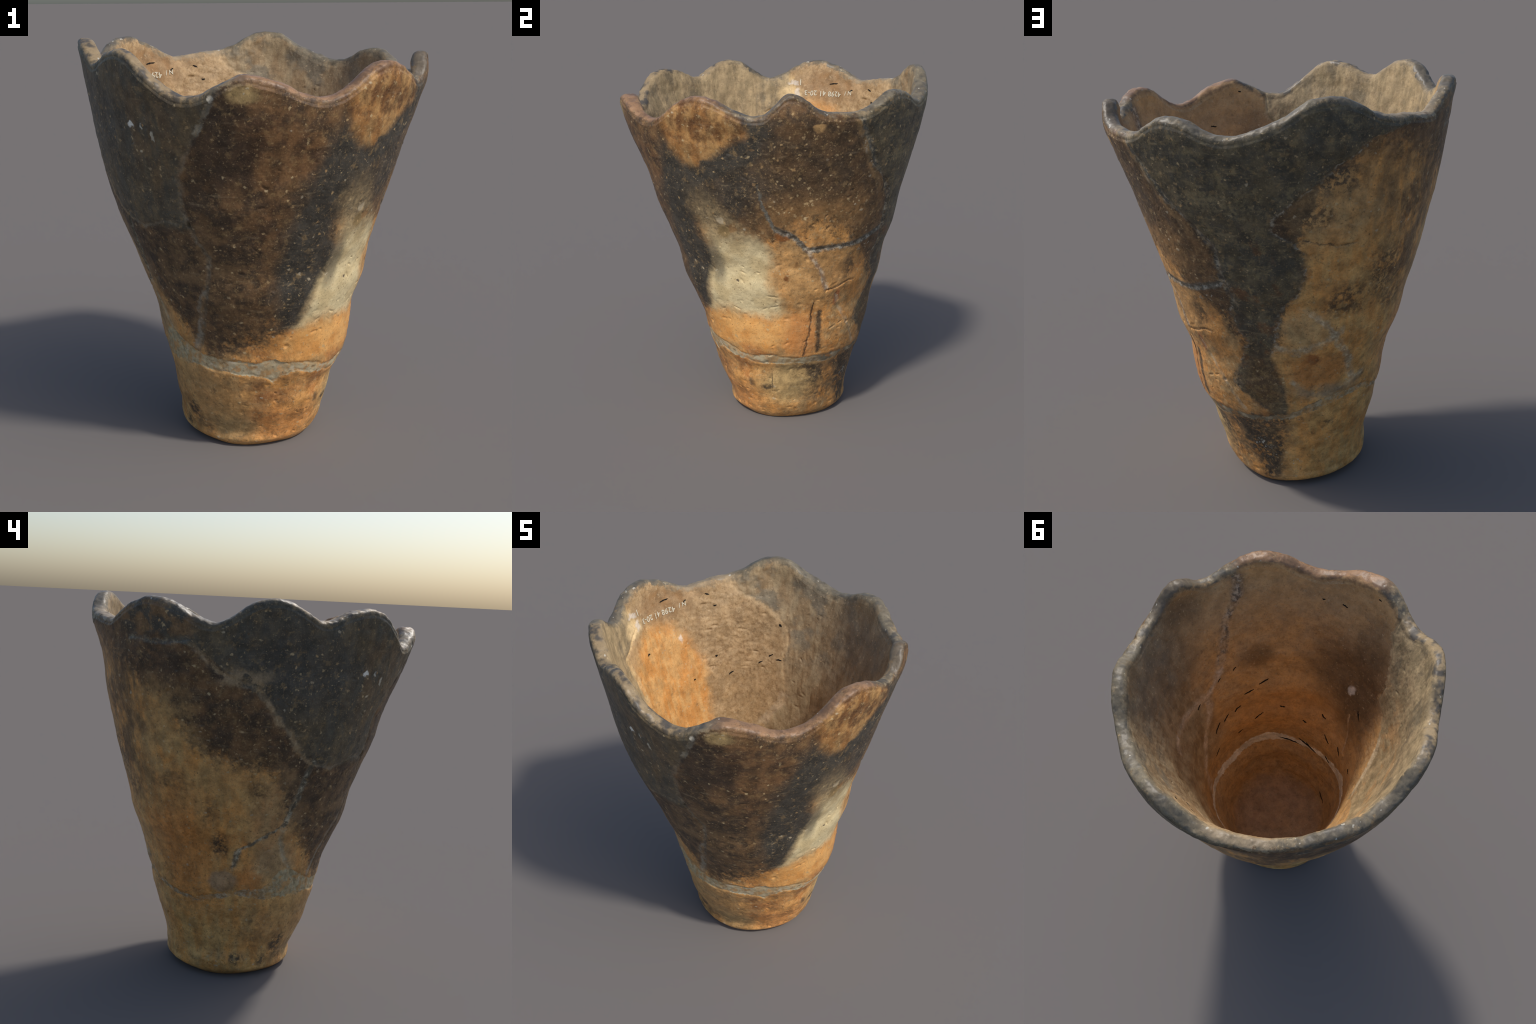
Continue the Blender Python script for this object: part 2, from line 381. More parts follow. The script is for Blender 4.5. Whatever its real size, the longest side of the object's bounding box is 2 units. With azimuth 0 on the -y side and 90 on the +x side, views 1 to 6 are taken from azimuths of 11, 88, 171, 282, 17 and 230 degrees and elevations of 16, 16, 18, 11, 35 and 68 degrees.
part[body & (U_f > 105.0)] = 11
PARTS = {"body_wall": BODY, "body_wall.001": 10, "body_wall.002": 11, "foot": FOOT, "mending_joint": JOINT, "scalloped_rim": LIP, "inner_wall": INNER, "inner_floor": FLOOR, "underside": UNDER}


def build(name, sel, mat, parent):
    q = quads.reshape(-1, 4)[sel.reshape(-1)]
    tris = np.zeros((0, 3), int)
    a = np.arange(NA)
    if name == "underside":
        tris = np.stack([np.full(NA, cap0), (a + 1) % NA, a], -1)
    if name == "inner_floor":
        b = (NR - 1) * NA
        tris = np.stack([b + a, b + (a + 1) % NA, np.full(NA, cap1)], -1)
    used, inv = np.unique(np.concatenate([q.ravel(), tris.ravel()]), return_inverse=True)
    me = bpy.data.meshes.new(name)
    me.vertices.add(len(used)); me.vertices.foreach_set("co", co[used].astype(np.float32).ravel())
    me.loops.add(len(inv)); me.loops.foreach_set("vertex_index", inv.astype(np.int32))
    n = len(q) + len(tris)
    starts = np.concatenate([np.arange(len(q)) * 4, len(q) * 4 + np.arange(len(tris)) * 3]).astype(np.int32)
    me.polygons.add(n); me.polygons.foreach_set("loop_start", starts)
    me.polygons.foreach_set("use_smooth", np.ones(n, bool))
    me.update(calc_edges=True); me.validate()
    me.normals_split_custom_set_from_vertices(nrm[used].tolist())
    me.materials.append(mat)
    ob = bpy.data.objects.new(name, me)
    bpy.context.scene.collection.objects.link(ob); ob.parent = parent
    return ob


# --------------------------------------------------------------------------
# 4. MATERIALS
# --------------------------------------------------------------------------
class Graph:
    def __init__(self, name, sector=(-999, 999, -9, 9)):
        # sector: the azimuths and heights this material has to cover; marks elsewhere are left out
        self.sector = sector
        self.memo = {}
        self.mat = bpy.data.materials.new(name); self.mat.use_nodes = True
        self.nt = self.mat.node_tree; self.nt.nodes.clear()
        self.out = self.n("ShaderNodeOutputMaterial"); self.bsdf = self.n("ShaderNodeBsdfPrincipled")
        self.nt.links.new(self.bsdf.outputs[0], self.out.inputs[0])
        tc = self.n("ShaderNodeTexCoord"); self.P = tc.outputs["Object"]
        sep = self.n("ShaderNodeSeparateXYZ"); self.link(self.P, sep.inputs[0])
        x, y, z = sep.outputs
        # azimuth -135..225, seam turned to 225
        c = math.cos(math.radians(45)); 
        sx = self.m("SUBTRACT", self.m("MULTIPLY", x, c), self.m("MULTIPLY", self.m("MULTIPLY", y, -1), c))
        cx = self.m("ADD", self.m("MULTIPLY", self.m("MULTIPLY", y, -1), c), self.m("MULTIPLY", x, c))
        self.U0 = self.m("MULTIPLY_ADD", self.m("ARCTAN2", sx, cx), 180 / math.pi, 45.0)
        self.Z0 = z
        self.k = self.m("MULTIPLY", self.m("SQRT", self.m("ADD", self.m("MULTIPLY", x, x), self.m("MULTIPLY", y, y))), math.pi / 180)
        self.x, self.y = x, y

    def n(self, t):
        return self.nt.nodes.new(t)

    def link(self, a, b):
        if isinstance(a, (int, float)):
            b.default_value = a
        elif isinstance(a, tuple):
            b.default_value = (*a, 1.0) if len(a) == 3 and b.type == "RGBA" else a
        else:
            self.nt.links.new(a, b)

    def key(self, *v):
        return tuple(q if isinstance(q, (int, float, str, bool, tuple, type(None))) else q.as_pointer() for q in v)

    def m(self, op, a, b=None, c=None, clamp=False):
        """math node; the same sum asked for twice is built once"""
        k = self.key(op, a, b, c, clamp)
        if k not in self.memo:
            self.memo[k] = self._m(op, a, b, c, clamp)
        return self.memo[k]

    def ss(self, x, a, b):
        k = self.key("ss", x, a, b)
        if k not in self.memo:
            self.memo[k] = self._ss(x, a, b)
        return self.memo[k]

    def _m(self, op, a, b=None, c=None, clamp=False):
        n = self.n("ShaderNodeMath"); n.operation = op; n.use_clamp = clamp
        for s, v in zip(n.inputs, (a, b, c)):
            if v is not None:
                self.link(v, s)
        return n.outputs[0]

    def _ss(self, x, a, b):
        """smooth step from 0 at a to 1 at b"""
        n = self.n("ShaderNodeMapRange"); n.interpolation_type = "SMOOTHSTEP"; n.clamp = True
        if isinstance(a, (int, float)) and isinstance(b, (int, float)) and a > b:
            n.inputs[3].default_value, n.inputs[4].default_value = 1.0, 0.0
            a, b = b, a
        self.link(x, n.inputs[0]); self.link(a, n.inputs[1]); self.link(b, n.inputs[2])
        return n.outputs[0]

    def off(self, u0, u1, z0, z1):
        a, b, c, d = self.sector
        return u1 < a - 8 or u0 > b + 8 or z1 < c - .08 or z0 > d + .08

    def mul(self, *v):
        v = tuple(w for w in v if not (isinstance(w, float) and w == 1.0)) or (1.0,)
        if any(isinstance(w, float) and w == 0.0 for w in v):
            return 0.0
        o = v[0]
        for w in v[1:]:
            o = self.m("MULTIPLY", o, w)
        return o

    def inv(self, a):
        if isinstance(a, float):
            return 1.0 - a
        return self.m("SUBTRACT", 1.0, a)

    def mx(self, a, b):
        if isinstance(a, float) and a == 0.0:
            return b
        if isinstance(b, float) and b == 0.0:
            return a
        return self.m("MAXIMUM", a, b)

    def mix(self, f, a, b):
        if isinstance(f, float) and f == 0.0:
            return a
        n = self.n("ShaderNodeMix"); n.data_type = "RGBA"; n.clamp_factor = True
        self.link(f, n.inputs[0]); self.link(a, n.inputs[6]); self.link(b, n.inputs[7])
        return n.outputs[2]

    def scale(self, c, s):
        k = self.n("ShaderNodeCombineColor"); n = self.n("ShaderNodeMix"); n.data_type = "RGBA"; n.blend_type = "MULTIPLY"
        for q in k.inputs[:3]:
            self.link(s, q)
        n.inputs[0].default_value = 1.0; self.link(c, n.inputs[6]); self.link(k.outputs[0], n.inputs[7])
        return n.outputs[2]

    def noise(self, scale, detail=3, rough=.55, stretch=None, seed=0.0, color=False, dist=0.0):
        mp = self.n("ShaderNodeMapping"); self.link(self.P, mp.inputs[0])
        mp.inputs["Location"].default_value = (seed * 3.17, seed * 1.31, seed * 2.73)
        if stretch:
            mp.inputs["Scale"].default_value = stretch
        n = self.n("ShaderNodeTexNoise"); n.inputs["Scale"].default_value = scale
        n.inputs["Detail"].default_value = detail; n.inputs["Roughness"].default_value = rough; n.inputs["Distortion"].default_value = dist
        self.link(mp.outputs[0], n.inputs["Vector"])
        return n.outputs["Color" if color else "Fac"]

    def voronoi(self, scale, seed=0.0, stretch=None, rand=1.0):
        mp = self.n("ShaderNodeMapping"); self.link(self.P, mp.inputs[0]); mp.inputs["Location"].default_value = (seed, seed * .7, seed * 1.9)
        if stretch:
            mp.inputs["Scale"].default_value = stretch
        parts = self.sepc(self.noise(55, 2, .5, seed=seed + 70, color=True))                  # ragged, not round
        w = self.n("ShaderNodeCombineXYZ"); v = self.n("ShaderNodeVectorMath"); v.operation = "MULTIPLY_ADD"
        for a, b in zip(parts, w.inputs):
            self.link(a, b)
        self.link(w.outputs[0], v.inputs[0]); v.inputs[1].default_value = (.026, .026, .026)
        n = self.n("ShaderNodeTexVoronoi"); n.inputs["Scale"].default_value = scale; n.inputs["Randomness"].default_value = rand
        self.link(mp.outputs[0], v.inputs[2]); self.link(v.outputs[0], n.inputs["Vector"])
        return n.outputs["Distance"], n.outputs["Color"]

    def sepc(self, c):
        n = self.n("ShaderNodeSeparateColor"); self.link(c, n.inputs[0]); return n.outputs

    def curve(self, x, pts, x0, x1, y0, y1):
        """piecewise-linear function drawn with a Float Curve node"""
        kk = self.key("curve", x, tuple(pts), x0, x1, y0, y1)
        if kk in self.memo:
            return self.memo[kk]
        p = np.array(pts, float).reshape(-1, 2)
        t = self.m("MULTIPLY_ADD", x, 1 / (x1 - x0), -x0 / (x1 - x0))
        n = self.n("ShaderNodeFloatCurve"); cm = n.mapping; cm.extend = "HORIZONTAL"; c = cm.curves[0]
        px = np.clip((p[:, 0] - x0) / (x1 - x0), 0, 1); py = np.clip((p[:, 1] - y0) / (y1 - y0), 0, 1)
        while len(c.points) < len(px):
            c.points.new(.5, .5)
        for q, a, b in zip(c.points, px, py):
            q.location = (a, b); q.handle_type = "VECTOR"
        cm.update()
        self.link(t, n.inputs["Value"])
        self.memo[kk] = self.m("MULTIPLY_ADD", n.outputs[0], y1 - y0, y0)
        return self.memo[kk]

    def warp(self):
        """U/Z pushed about by noise: soft for patches (U,Z), fine for joins (u,z)"""
        a = self.sepc(self.noise(7, 3, .5, seed=1, color=True)); b = self.sepc(self.noise(34, 3, .6, seed=2, color=True))
        f = lambda base, ca, sa, cb, sb: self.m("ADD", base, self.m("ADD", self.m("MULTIPLY_ADD", ca, sa, -sa / 2), self.m("MULTIPLY_ADD", cb, sb, -sb / 2)))
        self.U, self.Z = f(self.U0, a[0], 9, b[0], 5), f(self.Z0, a[1], .11, b[1], .055)
        self.u, self.z = f(self.U0, a[0], 1.5, b[0], 3.4), f(self.Z0, a[1], .016, b[1], .042)

        # joins come and go along their length
        self.gate = self.m("MULTIPLY_ADD", self.ss(self.noise(16, 3, .6, seed=3), .40, .58), .65, .35)

    # masks -----------------------------------------------------------------
    def blob(self, u, z, ru, rz, soft=.5, fine=False):
        """soft patch on the unrolled wall; one lying over the seam is carried across it"""
        o, reach = self._blob(u, z, ru, rz, soft, fine), ru * (1 + soft) + 8
        if u + reach > 225:
            o = self.mx(o, self._blob(u - 360, z, ru, rz, soft, fine))
        if u - reach < -135:
            o = self.mx(o, self._blob(u + 360, z, ru, rz, soft, fine))
        return o

    def _blob(self, u, z, ru, rz, soft=.5, fine=False):
        if self.off(u - ru * (1 + soft), u + ru * (1 + soft), z - rz * (1 + soft), z + rz * (1 + soft)):
            return 0.0
        U, Zc = (self.u, self.z) if fine else (self.U, self.Z)
        du = self.m("MULTIPLY_ADD", U, 1 / ru, -u / ru); dz = self.m("MULTIPLY_ADD", Zc, 1 / rz, -z / rz)
        d = self.m("SQRT", self.m("ADD", self.m("MULTIPLY", du, du), self.m("MULTIPLY", dz, dz)))
        return self.ss(d, 1 + soft, max(0, 1 - soft))

    def zmask(self, z0, z1, s, Zc=None):
        Zc = Zc or self.Z
        return self.m("MULTIPLY", self.ss(Zc, z0 - s, z0 + s), self.ss(Zc, z1 + s, z1 - s))

    def band_v(self, left, right, soft, fine=False, zs=.02, cut=True):
        z0, z1 = (max(left[0], right[0]), min(left[-2], right[-2])) if cut else (-9, 9)
        if self.off(min(left[1::2]) - soft, max(right[1::2]) + soft, z0, z1):
            return 0.0
        U, Zc = (self.u, self.z) if fine else (self.U, self.Z)
        L = self.curve(Zc, left, 0, 2.1, -140, 230); Rr = self.curve(Zc, right, 0, 2.1, -140, 230)
        o = self.m("MULTIPLY", self.ss(self.m("SUBTRACT", U, L), -soft, soft), self.ss(self.m("SUBTRACT", Rr, U), -soft, soft))
        if cut:
            o = self.m("MULTIPLY", o, self.zmask(max(left[0], right[0]), min(left[-2], right[-2]), zs, Zc))
        return o

    def above(self, low, soft, fine=False):
        U, Zc = (self.u, self.z) if fine else (self.U, self.Z)
        return self.ss(self.m("SUBTRACT", Zc, self.curve(U, low, -140, 230, 0, 2.1)), -soft, soft)

    def line_v(self, pts, w, soft, wvar=None, gated=True):
        if self.off(min(pts[1::2]) - 3, max(pts[1::2]) + 3, pts[0], pts[-2]):
            return 0.0
        d = self.m("MULTIPLY", self.m("ABSOLUTE", self.m("SUBTRACT", self.u, self.curve(self.z, pts, 0, 2.1, -140, 230))), self.k)
        if wvar:
            d = self.m("ADD", d, wvar)
        return self.mul(self.ss(d, w + soft, max(0, w - soft)), self.zmask(pts[0], pts[-2], .012, self.z), self.gate if gated else 1.0)

    def line_h(self, pts, w, soft, wvar=None, gated=True):
        if self.off(pts[0] - 2, pts[-2] + 2, min(pts[1::2]), max(pts[1::2])):
            return 0.0
        d = self.m("ABSOLUTE", self.m("SUBTRACT", self.z, self.curve(self.u, pts, -140, 230, 0, 2.1)))
        if wvar:
            d = self.m("ADD", d, wvar)
        um = self.m("MULTIPLY", self.ss(self.u, pts[0] - 1, pts[0] + 1), self.ss(self.u, pts[-2] + 1, pts[-2] - 1))
        return self.mul(self.ss(d, w + soft, max(0, w - soft)), um, self.gate if gated else 1.0)

    def finish(self, colour, rough, bump_h, bump=.35, dist=.004, spec=.4):
        self.link(colour, self.bsdf.inputs["Base Color"]); self.link(rough, self.bsdf.inputs["Roughness"])
        self.bsdf.inputs["Specular IOR Level"].default_value = spec
        b = self.n("ShaderNodeBump"); b.inputs["Strength"].default_value = bump; b.inputs["Distance"].default_value = dist
        self.link(bump_h, b.inputs["Height"]); self.link(b.outputs[0], self.bsdf.inputs["Normal"])
        return self.mat


# palette (linear base colours)
ORANGE, ORANGE_HI, TAN, CREAM = (.56, .255, .070), (.70, .36, .115), (.43, .255, .105), (.72, .60, .35)
BROWN, DARK, RED, SOOT = (.150, .082, .036), (.062, .040, .024), (.20, .085, .032), (.046, .041, .033)
GREY, OLIVE, FILL, FILL_TAN = (.085, .082, .066), (.135, .100, .055), (.50, .42, .27), (.46, .34, .19)


def rim_colour(g):
    """grey-tan, hand-worn clay of the rim, changing round the pot"""
    mid, hi, fine = g.noise(15, 4, .6, seed=31), g.noise(42, 4, .62, seed=32), g.noise(130, 3, .6, seed=33)
    spots = g.noise(19, 2, .45, seed=34)
    c = g.mix(g.ss(mid, .36, .64), (.33, .25, .145), (.145, .122, .085))                # grey-tan
    c = g.mix(g.mul(g.ss(hi, .52, .68), .7), c, (.50, .40, .24))
    c = g.mix(g.mul(g.ss(spots, .46, .66), .7), c, (.085, .078, .066))
    # smooth red-brown lip on the front
    front = g.mul(g.ss(g.U, 2, 10), g.ss(g.U, 72, 64))
    c = g.mix(front, c, g.mix(g.ss(mid, .40, .62), (.36, .205, .105), (.20, .115, .062)))
    # light tan lip with dark dabs, south-west
    sw = g.mul(g.ss(g.U, -80, -66), g.ss(g.U, -2, -10))
    c = g.mix(g.mul(sw, .8), c, g.mix(g.ss(spots, .44, .64), (.37, .265, .14), (.10, .085, .068)))
    west = g.mul(g.ss(g.U, -125, -115), g.ss(g.U, -66, -80))
    c = g.mix(g.mul(west, .75), c, g.mix(g.ss(mid, .42, .60), (.085, .078, .064), (.22, .18, .12)))
    se = g.mul(g.ss(g.U, 78, 88), g.ss(g.U, 112, 104))
    c = g.mix(g.mul(se, .75), c, g.mix(g.ss(mid, .42, .60), (.080, .060, .040), (.19, .145, .095)))
    north = g.mul(g.ss(g.U, 118, 124), g.ss(g.U, 206, 198))
    c = g.mix(g.mul(north, .65), c, g.mix(g.ss(mid, .42, .60), (.085, .077, .058), (.24, .20, .13)))
    nw = g.mx(g.ss(g.U, 200, 208), g.ss(g.U, -128, -134))
    c = g.mix(g.mul(nw, .7), c, (.40, .30, .18))
    d2, vc2 = g.voronoi(30, 8.0); v2 = g.sepc(vc2)
    c = g.mix(g.mul(g.ss(g.m("SUBTRACT", g.m("MULTIPLY", v2[0], .24), d2), -.03, .04), g.ss(v2[1], .70, .76), .8), c, (.62, .58, .48))
    c = g.mix(g.mul(g.ss(fine, .45, .28), .35), c, (.05, .04, .03))
    c = g.scale(c, .80)
    return c, mid, hi


def over_rim(g, c, drop, soft, amount):
    """carry the rim colour raggedly a little way down the wall"""
    rc, _, _ = rim_colour(g)
    crest = [v for p in sorted((a if a < 225 else a - 360, z) for a, z in zip(RIM[0::2], RIM[1::2])) for v in p]
    d = g.m("SUBTRACT", g.Z0, g.curve(g.U0, crest, -140, 230, 0, 2.1))
    d = g.m("ADD", d, g.m("MULTIPLY_ADD", g.noise(26, 4, .62, seed=37), .11, -.055))
    return g.mix(g.mul(g.ss(d, -drop - soft, -drop + soft), amount), c, rc)


def rim_material():
    g = Graph("worn_rim_clay"); g.warp()
    c, mid, hi = rim_colour(g)
    bh = g.m("ADD", g.noise(80, 4, .6, seed=35), g.m("MULTIPLY", mid, .8))
    return g.finish(c, g.m("MULTIPLY_ADD", hi, .25, .34), bh, .30, .004, .45)


def outer_material(joint=False, sector=(-999, 999, -9, 9)):
    g = Graph("fire_clouded_clay" if not joint else "grey_mending_filler", sector); g.warp()
    upper = sector[3] > .7
    lo, mid = g.noise(3.2, 3, .55, seed=4), g.noise(11, 4, .6, seed=5)
    hi, fine = g.noise(40, 4, .65, seed=6), g.noise(130, 3, .6, seed=7)
    streak = g.noise(16, 3, .6, stretch=(1, 1, .28), seed=8)
    tool = g.noise(20, 3, .6, stretch=(.45, .45, 2.4), seed=9)
    # pale body clay
    c = g.mix(g.ss(mid, .35, .66), ORANGE, TAN)
    c = g.mix(g.mul(g.ss(lo, .48, .62), .6), c, ORANGE_HI)
    c = g.mix(g.mul(g.ss(g.noise(5, 4, .6, seed=10), .54, .68), .55), c, (.36, .125, .035))
    c = g.mix(g.mul(g.ss(hi, .55, .75), .35), c, CREAM)
    c = g.mix(g.mul(g.ss(hi, .47, .30), .45), c, (.20, .095, .03))
    # back and west: duller, browner body
    back = g.mx(g.blob(225, .75, 62, 1.1, .25), g.blob(-100, .75, 75, 1.1, .25))
    c = g.mix(g.mul(back, .75), c, g.mix(g.ss(streak, .38, .62), (.54, .255, .070), (.52, .31, .11)))
    c = g.mix(g.mul(g.mx(g.blob(-112, .72, 18, .30, .6), g.blob(-74, .57, 9, .07, .5)), .7), c, (.50, .19, .045))
    # tan base on the shaded front, red-brown bloom, olive bloom
    c = g.mix(g.mul(g.blob(-25, .30, 38, .20, .5), .6), c, (.40, .245, .10))
    c = g.mix(g.mul(g.blob(24, .34, 20, .09, .6), g.ss(mid, .35, .6), .75), c, (.24, .085, .024))
    c = g.mix(g.mul(g.blob(35, .14, 35, .10, .6), .6), c, (.60, .235, .065))
    c = g.mix(g.mul(g.blob(98, .27, 26, .15, .5), .8), c, (.42, .30, .135))
    c = g.mix(g.mul(g.blob(-10, .12, 22, .07, .6), .7), c, (.30, .22, .105))
    clean = 0.0
    if not joint and upper:
        # --- smoked upper body ------------------------------------------------
        lowz = [-135,1.71, -125,1.66, -114,1.54, -105,1.40, -97,1.28, -88,1.24, -78,1.20, -70,1.20, -62,1.12, -55,.96, -46,.80, -36,.70, -24,.60, -16,.55,
                -5,.60, 10,.66, 20,.70, 25,.71, 32,.74, 37,.78, 42,1.20, 60,1.25, 68,1.22, 77,1.16, 86,1.14, 94,1.20, 104,1.26, 118,1.22, 130,1.12, 141,1.02,
                150,.92, 160,.80, 170,.90, 178,1.38, 184,1.62, 192,1.72, 200,1.80, 215,1.76, 225,1.71]
        dark = g.above(lowz, .12)
        dcol = g.mix(g.ss(mid, .38, .62), DARK, BROWN)
        dcol = g.mix(g.mul(g.ss(hi, .52, .70), .6), dcol, (.24, .145, .062))
        dcol = g.mix(g.mul(g.blob(18, 1.50, 16, .30, .5), g.ss(lo, .30, .6), .85), dcol, g.mix(g.ss(mid, .4, .6), (.105, .052, .024), (.20, .100, .040)))
        dcol = g.mix(g.mul(g.blob(108, 1.28, 26, .14, .6), .8), dcol, (.27, .145, .055))
        dcol = g.mix(g.mul(g.blob(0, 1.60, 9, .22, .5), .7), dcol, (.050, .034, .023))
        dcol = g.mix(g.mul(g.blob(103, 1.58, 24, .20, .5), .6), dcol, (.070, .046, .027))
        dcol = g.mix(g.mul(g.blob(-16, 1.02, 22, .22, .6), g.ss(mid, .4, .6), .55), dcol, (.17, .11, .055))
        ragged = g.m("ADD", dark, g.mul(g.m("ADD", g.m("SUBTRACT", hi, .5), g.m("MULTIPLY_ADD", mid, .9, -.45)), 1.7, g.mul(dark, g.inv(dark), 4.0)))
        c = g.mix(g.ss(ragged, .10, .90), c, dcol)
        # flaky scorch along the edge of the smoked zone
        edge = g.mul(dark, g.inv(dark), 3.6)
        c = g.mix(g.mul(edge, g.ss(g.noise(28, 5, .7, seed=38), .50, .62), .85), c, (.058, .038, .023))
        c = g.mix(g.mul(edge, g.ss(g.noise(33, 5, .7, seed=39), .56, .66), .6), c, (.36, .235, .105))
        # brown stain over the back shoulder
        c = g.mix(g.mul(g.blob(216, 1.62, 30, .26, .6), g.ss(streak, .36, .62), .7), c, (.20, .105, .044))
        c = g.mix(g.mul(g.blob(-128, 1.42, 12, .36, .6), g.ss(streak, .42, .6), .7), c, (.13, .075, .035))
        # soot band sweeping down the front right, and the black above the pale patch
        soot = g.band_v([.68,24, .84,22, .98,20, 1.13,22, 1.26,25, 1.43,30, 1.62,36, 1.75,40, 1.82,42],
                        [.68,27, .74,37, .84,42, .97,50, 1.08,52, 1.23,45, 1.36,47, 1.45,56, 1.52,70, 1.60,82, 1.70,86, 1.82,88], 6.0, zs=.04)
        soot2 = g.blob(66, 1.47, 20, .17, .5)
        c = g.mix(g.mul(g.mx(soot, g.mul(soot2, .8)), g.m("MULTIPLY_ADD", hi, .25, .88)), c, g.mix(g.ss(hi, .52, .76), SOOT, (.080, .066, .047)))
        # pale, over-fired patch on the east side
        pl = [.71,33, .74,37, .84,41, .90,43, 1.00,49, 1.10,52, 1.20,49, 1.30,46, 1.36,46, 1.45,50]
        pr = [.71,92, .84,88, .94,85, 1.04,86, 1.14,83, 1.20,76, 1.27,68, 1.36,61, 1.45,55]
        pale = g.band_v(pl, pr, 5.0, zs=.06)
        pcol = g.mix(g.ss(g.noise(9, 2, .5, seed=12), .38, .62), CREAM, (.63, .50, .27))
        pcol = g.mix(g.mul(g.ss(g.Z, 1.06, 1.24), .92), pcol, g.mix(g.ss(hi, .36, .64), (.13, .095, .055), (.32, .23, .12)))
        pcol = g.mix(g.mul(g.ss(g.Z, 1.30, 1.44), .8), pcol, (.105, .078, .048))
        c = g.mix(g.mul(pale, .94), c, pcol)
        clean = g.mul(g.mx(pale, g.blob(68, .62, 44, .13, .5)), .75)
        c = g.mix(g.mul(g.blob(52, 1.02, 5, .13, .6), .8), c, (.17, .145, .095))
        c = g.mix(g.mul(g.blob(100, .96, 14, .20, .6), .65), c, (.43, .255, .105))
        c = g.mix(g.mul(g.blob(122, .98, 14, .13, .6), .6), c, (.37, .205, .080))
        c = g.mix(g.mul(g.blob(66, .60, 46, .085, .5), .8), c, g.mix(g.ss(mid, .4, .62), (.64, .29, .075), (.74, .39, .125)))
        c = g.mix(g.mul(g.blob(104, .58, 12, .14, .6), .6), c, (.52, .20, .060))
        # orange tongue under the rim
        tongue = g.band_v([1.57,50, 1.64,43, 1.76,38, 1.95,40], [1.57,53, 1.60,60, 1.66,67, 1.73,77, 1.81,73, 1.95,69], 4.5, zs=.03)
        tcol = g.mix(g.ss(streak, .40, .60), (.30, .145, .046), (.38, .215, .080))
        tcol = g.mix(g.mul(g.ss(g.noise(14, 4, .65, seed=13), .36, .64), g.ss(g.Z, 1.56, 1.74), .95), tcol, (.11, .048, .018))
        c = g.mix(tongue, c, tcol)
        # --- grey sherds ----------------------------------------------------
        grey_w = g.band_v([1.20,-46, 1.22,-51, 1.29,-58, 1.42,-66, 1.50,-70, 1.62,-82, 1.70,-90, 1.76,-96, 1.80,-108, 2.1,-112],
                          [1.20,-15, 1.30,-16, 1.45,-16, 1.56,-11, 1.67,-5, 1.78,-1, 1.9,2, 2.1,2], 1.0, fine=True)
        gw = g.mix(g.ss(g.noise(12, 4, .6, stretch=(1, 1, .45), seed=14), .40, .66), (.076, .069, .051), OLIVE)
        gw = g.mix(g.mul(g.blob(-62, 1.66, 24, .24, .6), .75), gw, (.060, .058, .050))
        gw = g.mix(g.mul(g.blob(-24, 1.62, 12, .26, .6), g.ss(streak, .4, .6), .65), gw, (.160, .098, .046))
        c = g.mix(g.mul(grey_w, .96), c, gw)
        west_top = 0.0 if g.off(-140, -92, 1.8, 2) else g.mul(g.ss(g.z, 1.80, 1.83), g.ss(g.u, -132, -120), g.ss(g.u, -94, -100))
        c = g.mix(g.mul(west_top, .9), c, g.mix(g.ss(mid, .42, .56), (.07, .062, .048), (.20, .115, .052)))
        grey_n = g.band_v(GREY_NE_LEFT, GREY_NE_RIGHT, 1.8, fine=True)
        gn = g.mix(g.ss(mid, .40, .64), (.073, .067, .050), (.130, .105, .062))
        gn = g.mix(g.mul(g.ss(tool, .52, .70), .5), gn, (.19, .15, .08))
        gn = g.mix(g.mul(g.ss(hi, .52, .68), .4), gn, (.19, .145, .08))
        gn = g.mix(g.mul(g.ss(g.noise(10, 3, .6, seed=15), .53, .64), g.ss(g.Z0, 1.5, 1.3), .7), gn, (.17, .075, .028))
        gn = g.mix(g.mul(g.ss(g.noise(19, 4, .65, seed=27), .54, .64), .6), gn, (.21, .165, .085))
        gn = g.mix(g.mul(g.blob(152, 1.56, 16, .05, .7), g.ss(hi, .42, .6), .75), gn, (.25, .20, .11))
        gn = g.mix(g.mul(g.blob(160, .62, 9, .16, .5), .8), gn, g.mix(g.ss(hi, .42, .6), (.085, .050, .026), (.20, .125, .05)))
        c = g.mix(g.mul(grey_n, .95), c, g.scale(gn, .86))
        # back of the body: taupe, rust and brown clouds
        c = g.mix(g.mul(g.blob(190, 1.50, 13, .16, .6), g.inv(grey_n), .4), c, (.39, .265, .125))
        c = g.mix(g.mul(g.blob(180, .94, 11, .10, .35), g.inv(grey_n), .5), c, (.38, .265, .13))
        c = g.mix(g.mul(g.blob(187, .70, 15, .09, .4), g.inv(grey_n), .7), c, (.40, .165, .045))
        c = g.mix(g.mul(g.blob(189, 1.66, 8, .07, .6), g.ss(hi, .42, .56), g.inv(grey_n), .9), c, (.060, .045, .032))
        c = g.mix(g.mul(g.blob(182, 1.50, 6, .06, .6), g.ss(hi, .42, .56), g.inv(grey_n), .8), c, (.075, .050, .030))
        c = g.mix(g.mul(g.blob(222, 1.40, 13, .40, .6), g.ss(g.noise(13, 5, .66, stretch=(1, 1, .5), seed=28), .46, .60), .8), c, (.125, .072, .034))
        c = g.mix(g.mul(g.blob(-112, 1.36, 13, .20, .6), g.ss(mid, .36, .56), .6), c, (.45, .28, .11))
        c = g.mix(g.mul(g.blob(-88, 1.10, 18, .10, .6), .5), c, (.47, .29, .115))
        c = g.mix(g.mul(g.blob(-62, .92, 12, .22, .6), .55), c, (.31, .21, .11))
        c = g.mix(g.mul(g.blob(-58, .68, 14, .10, .5), .6), c, (.30, .21, .115))
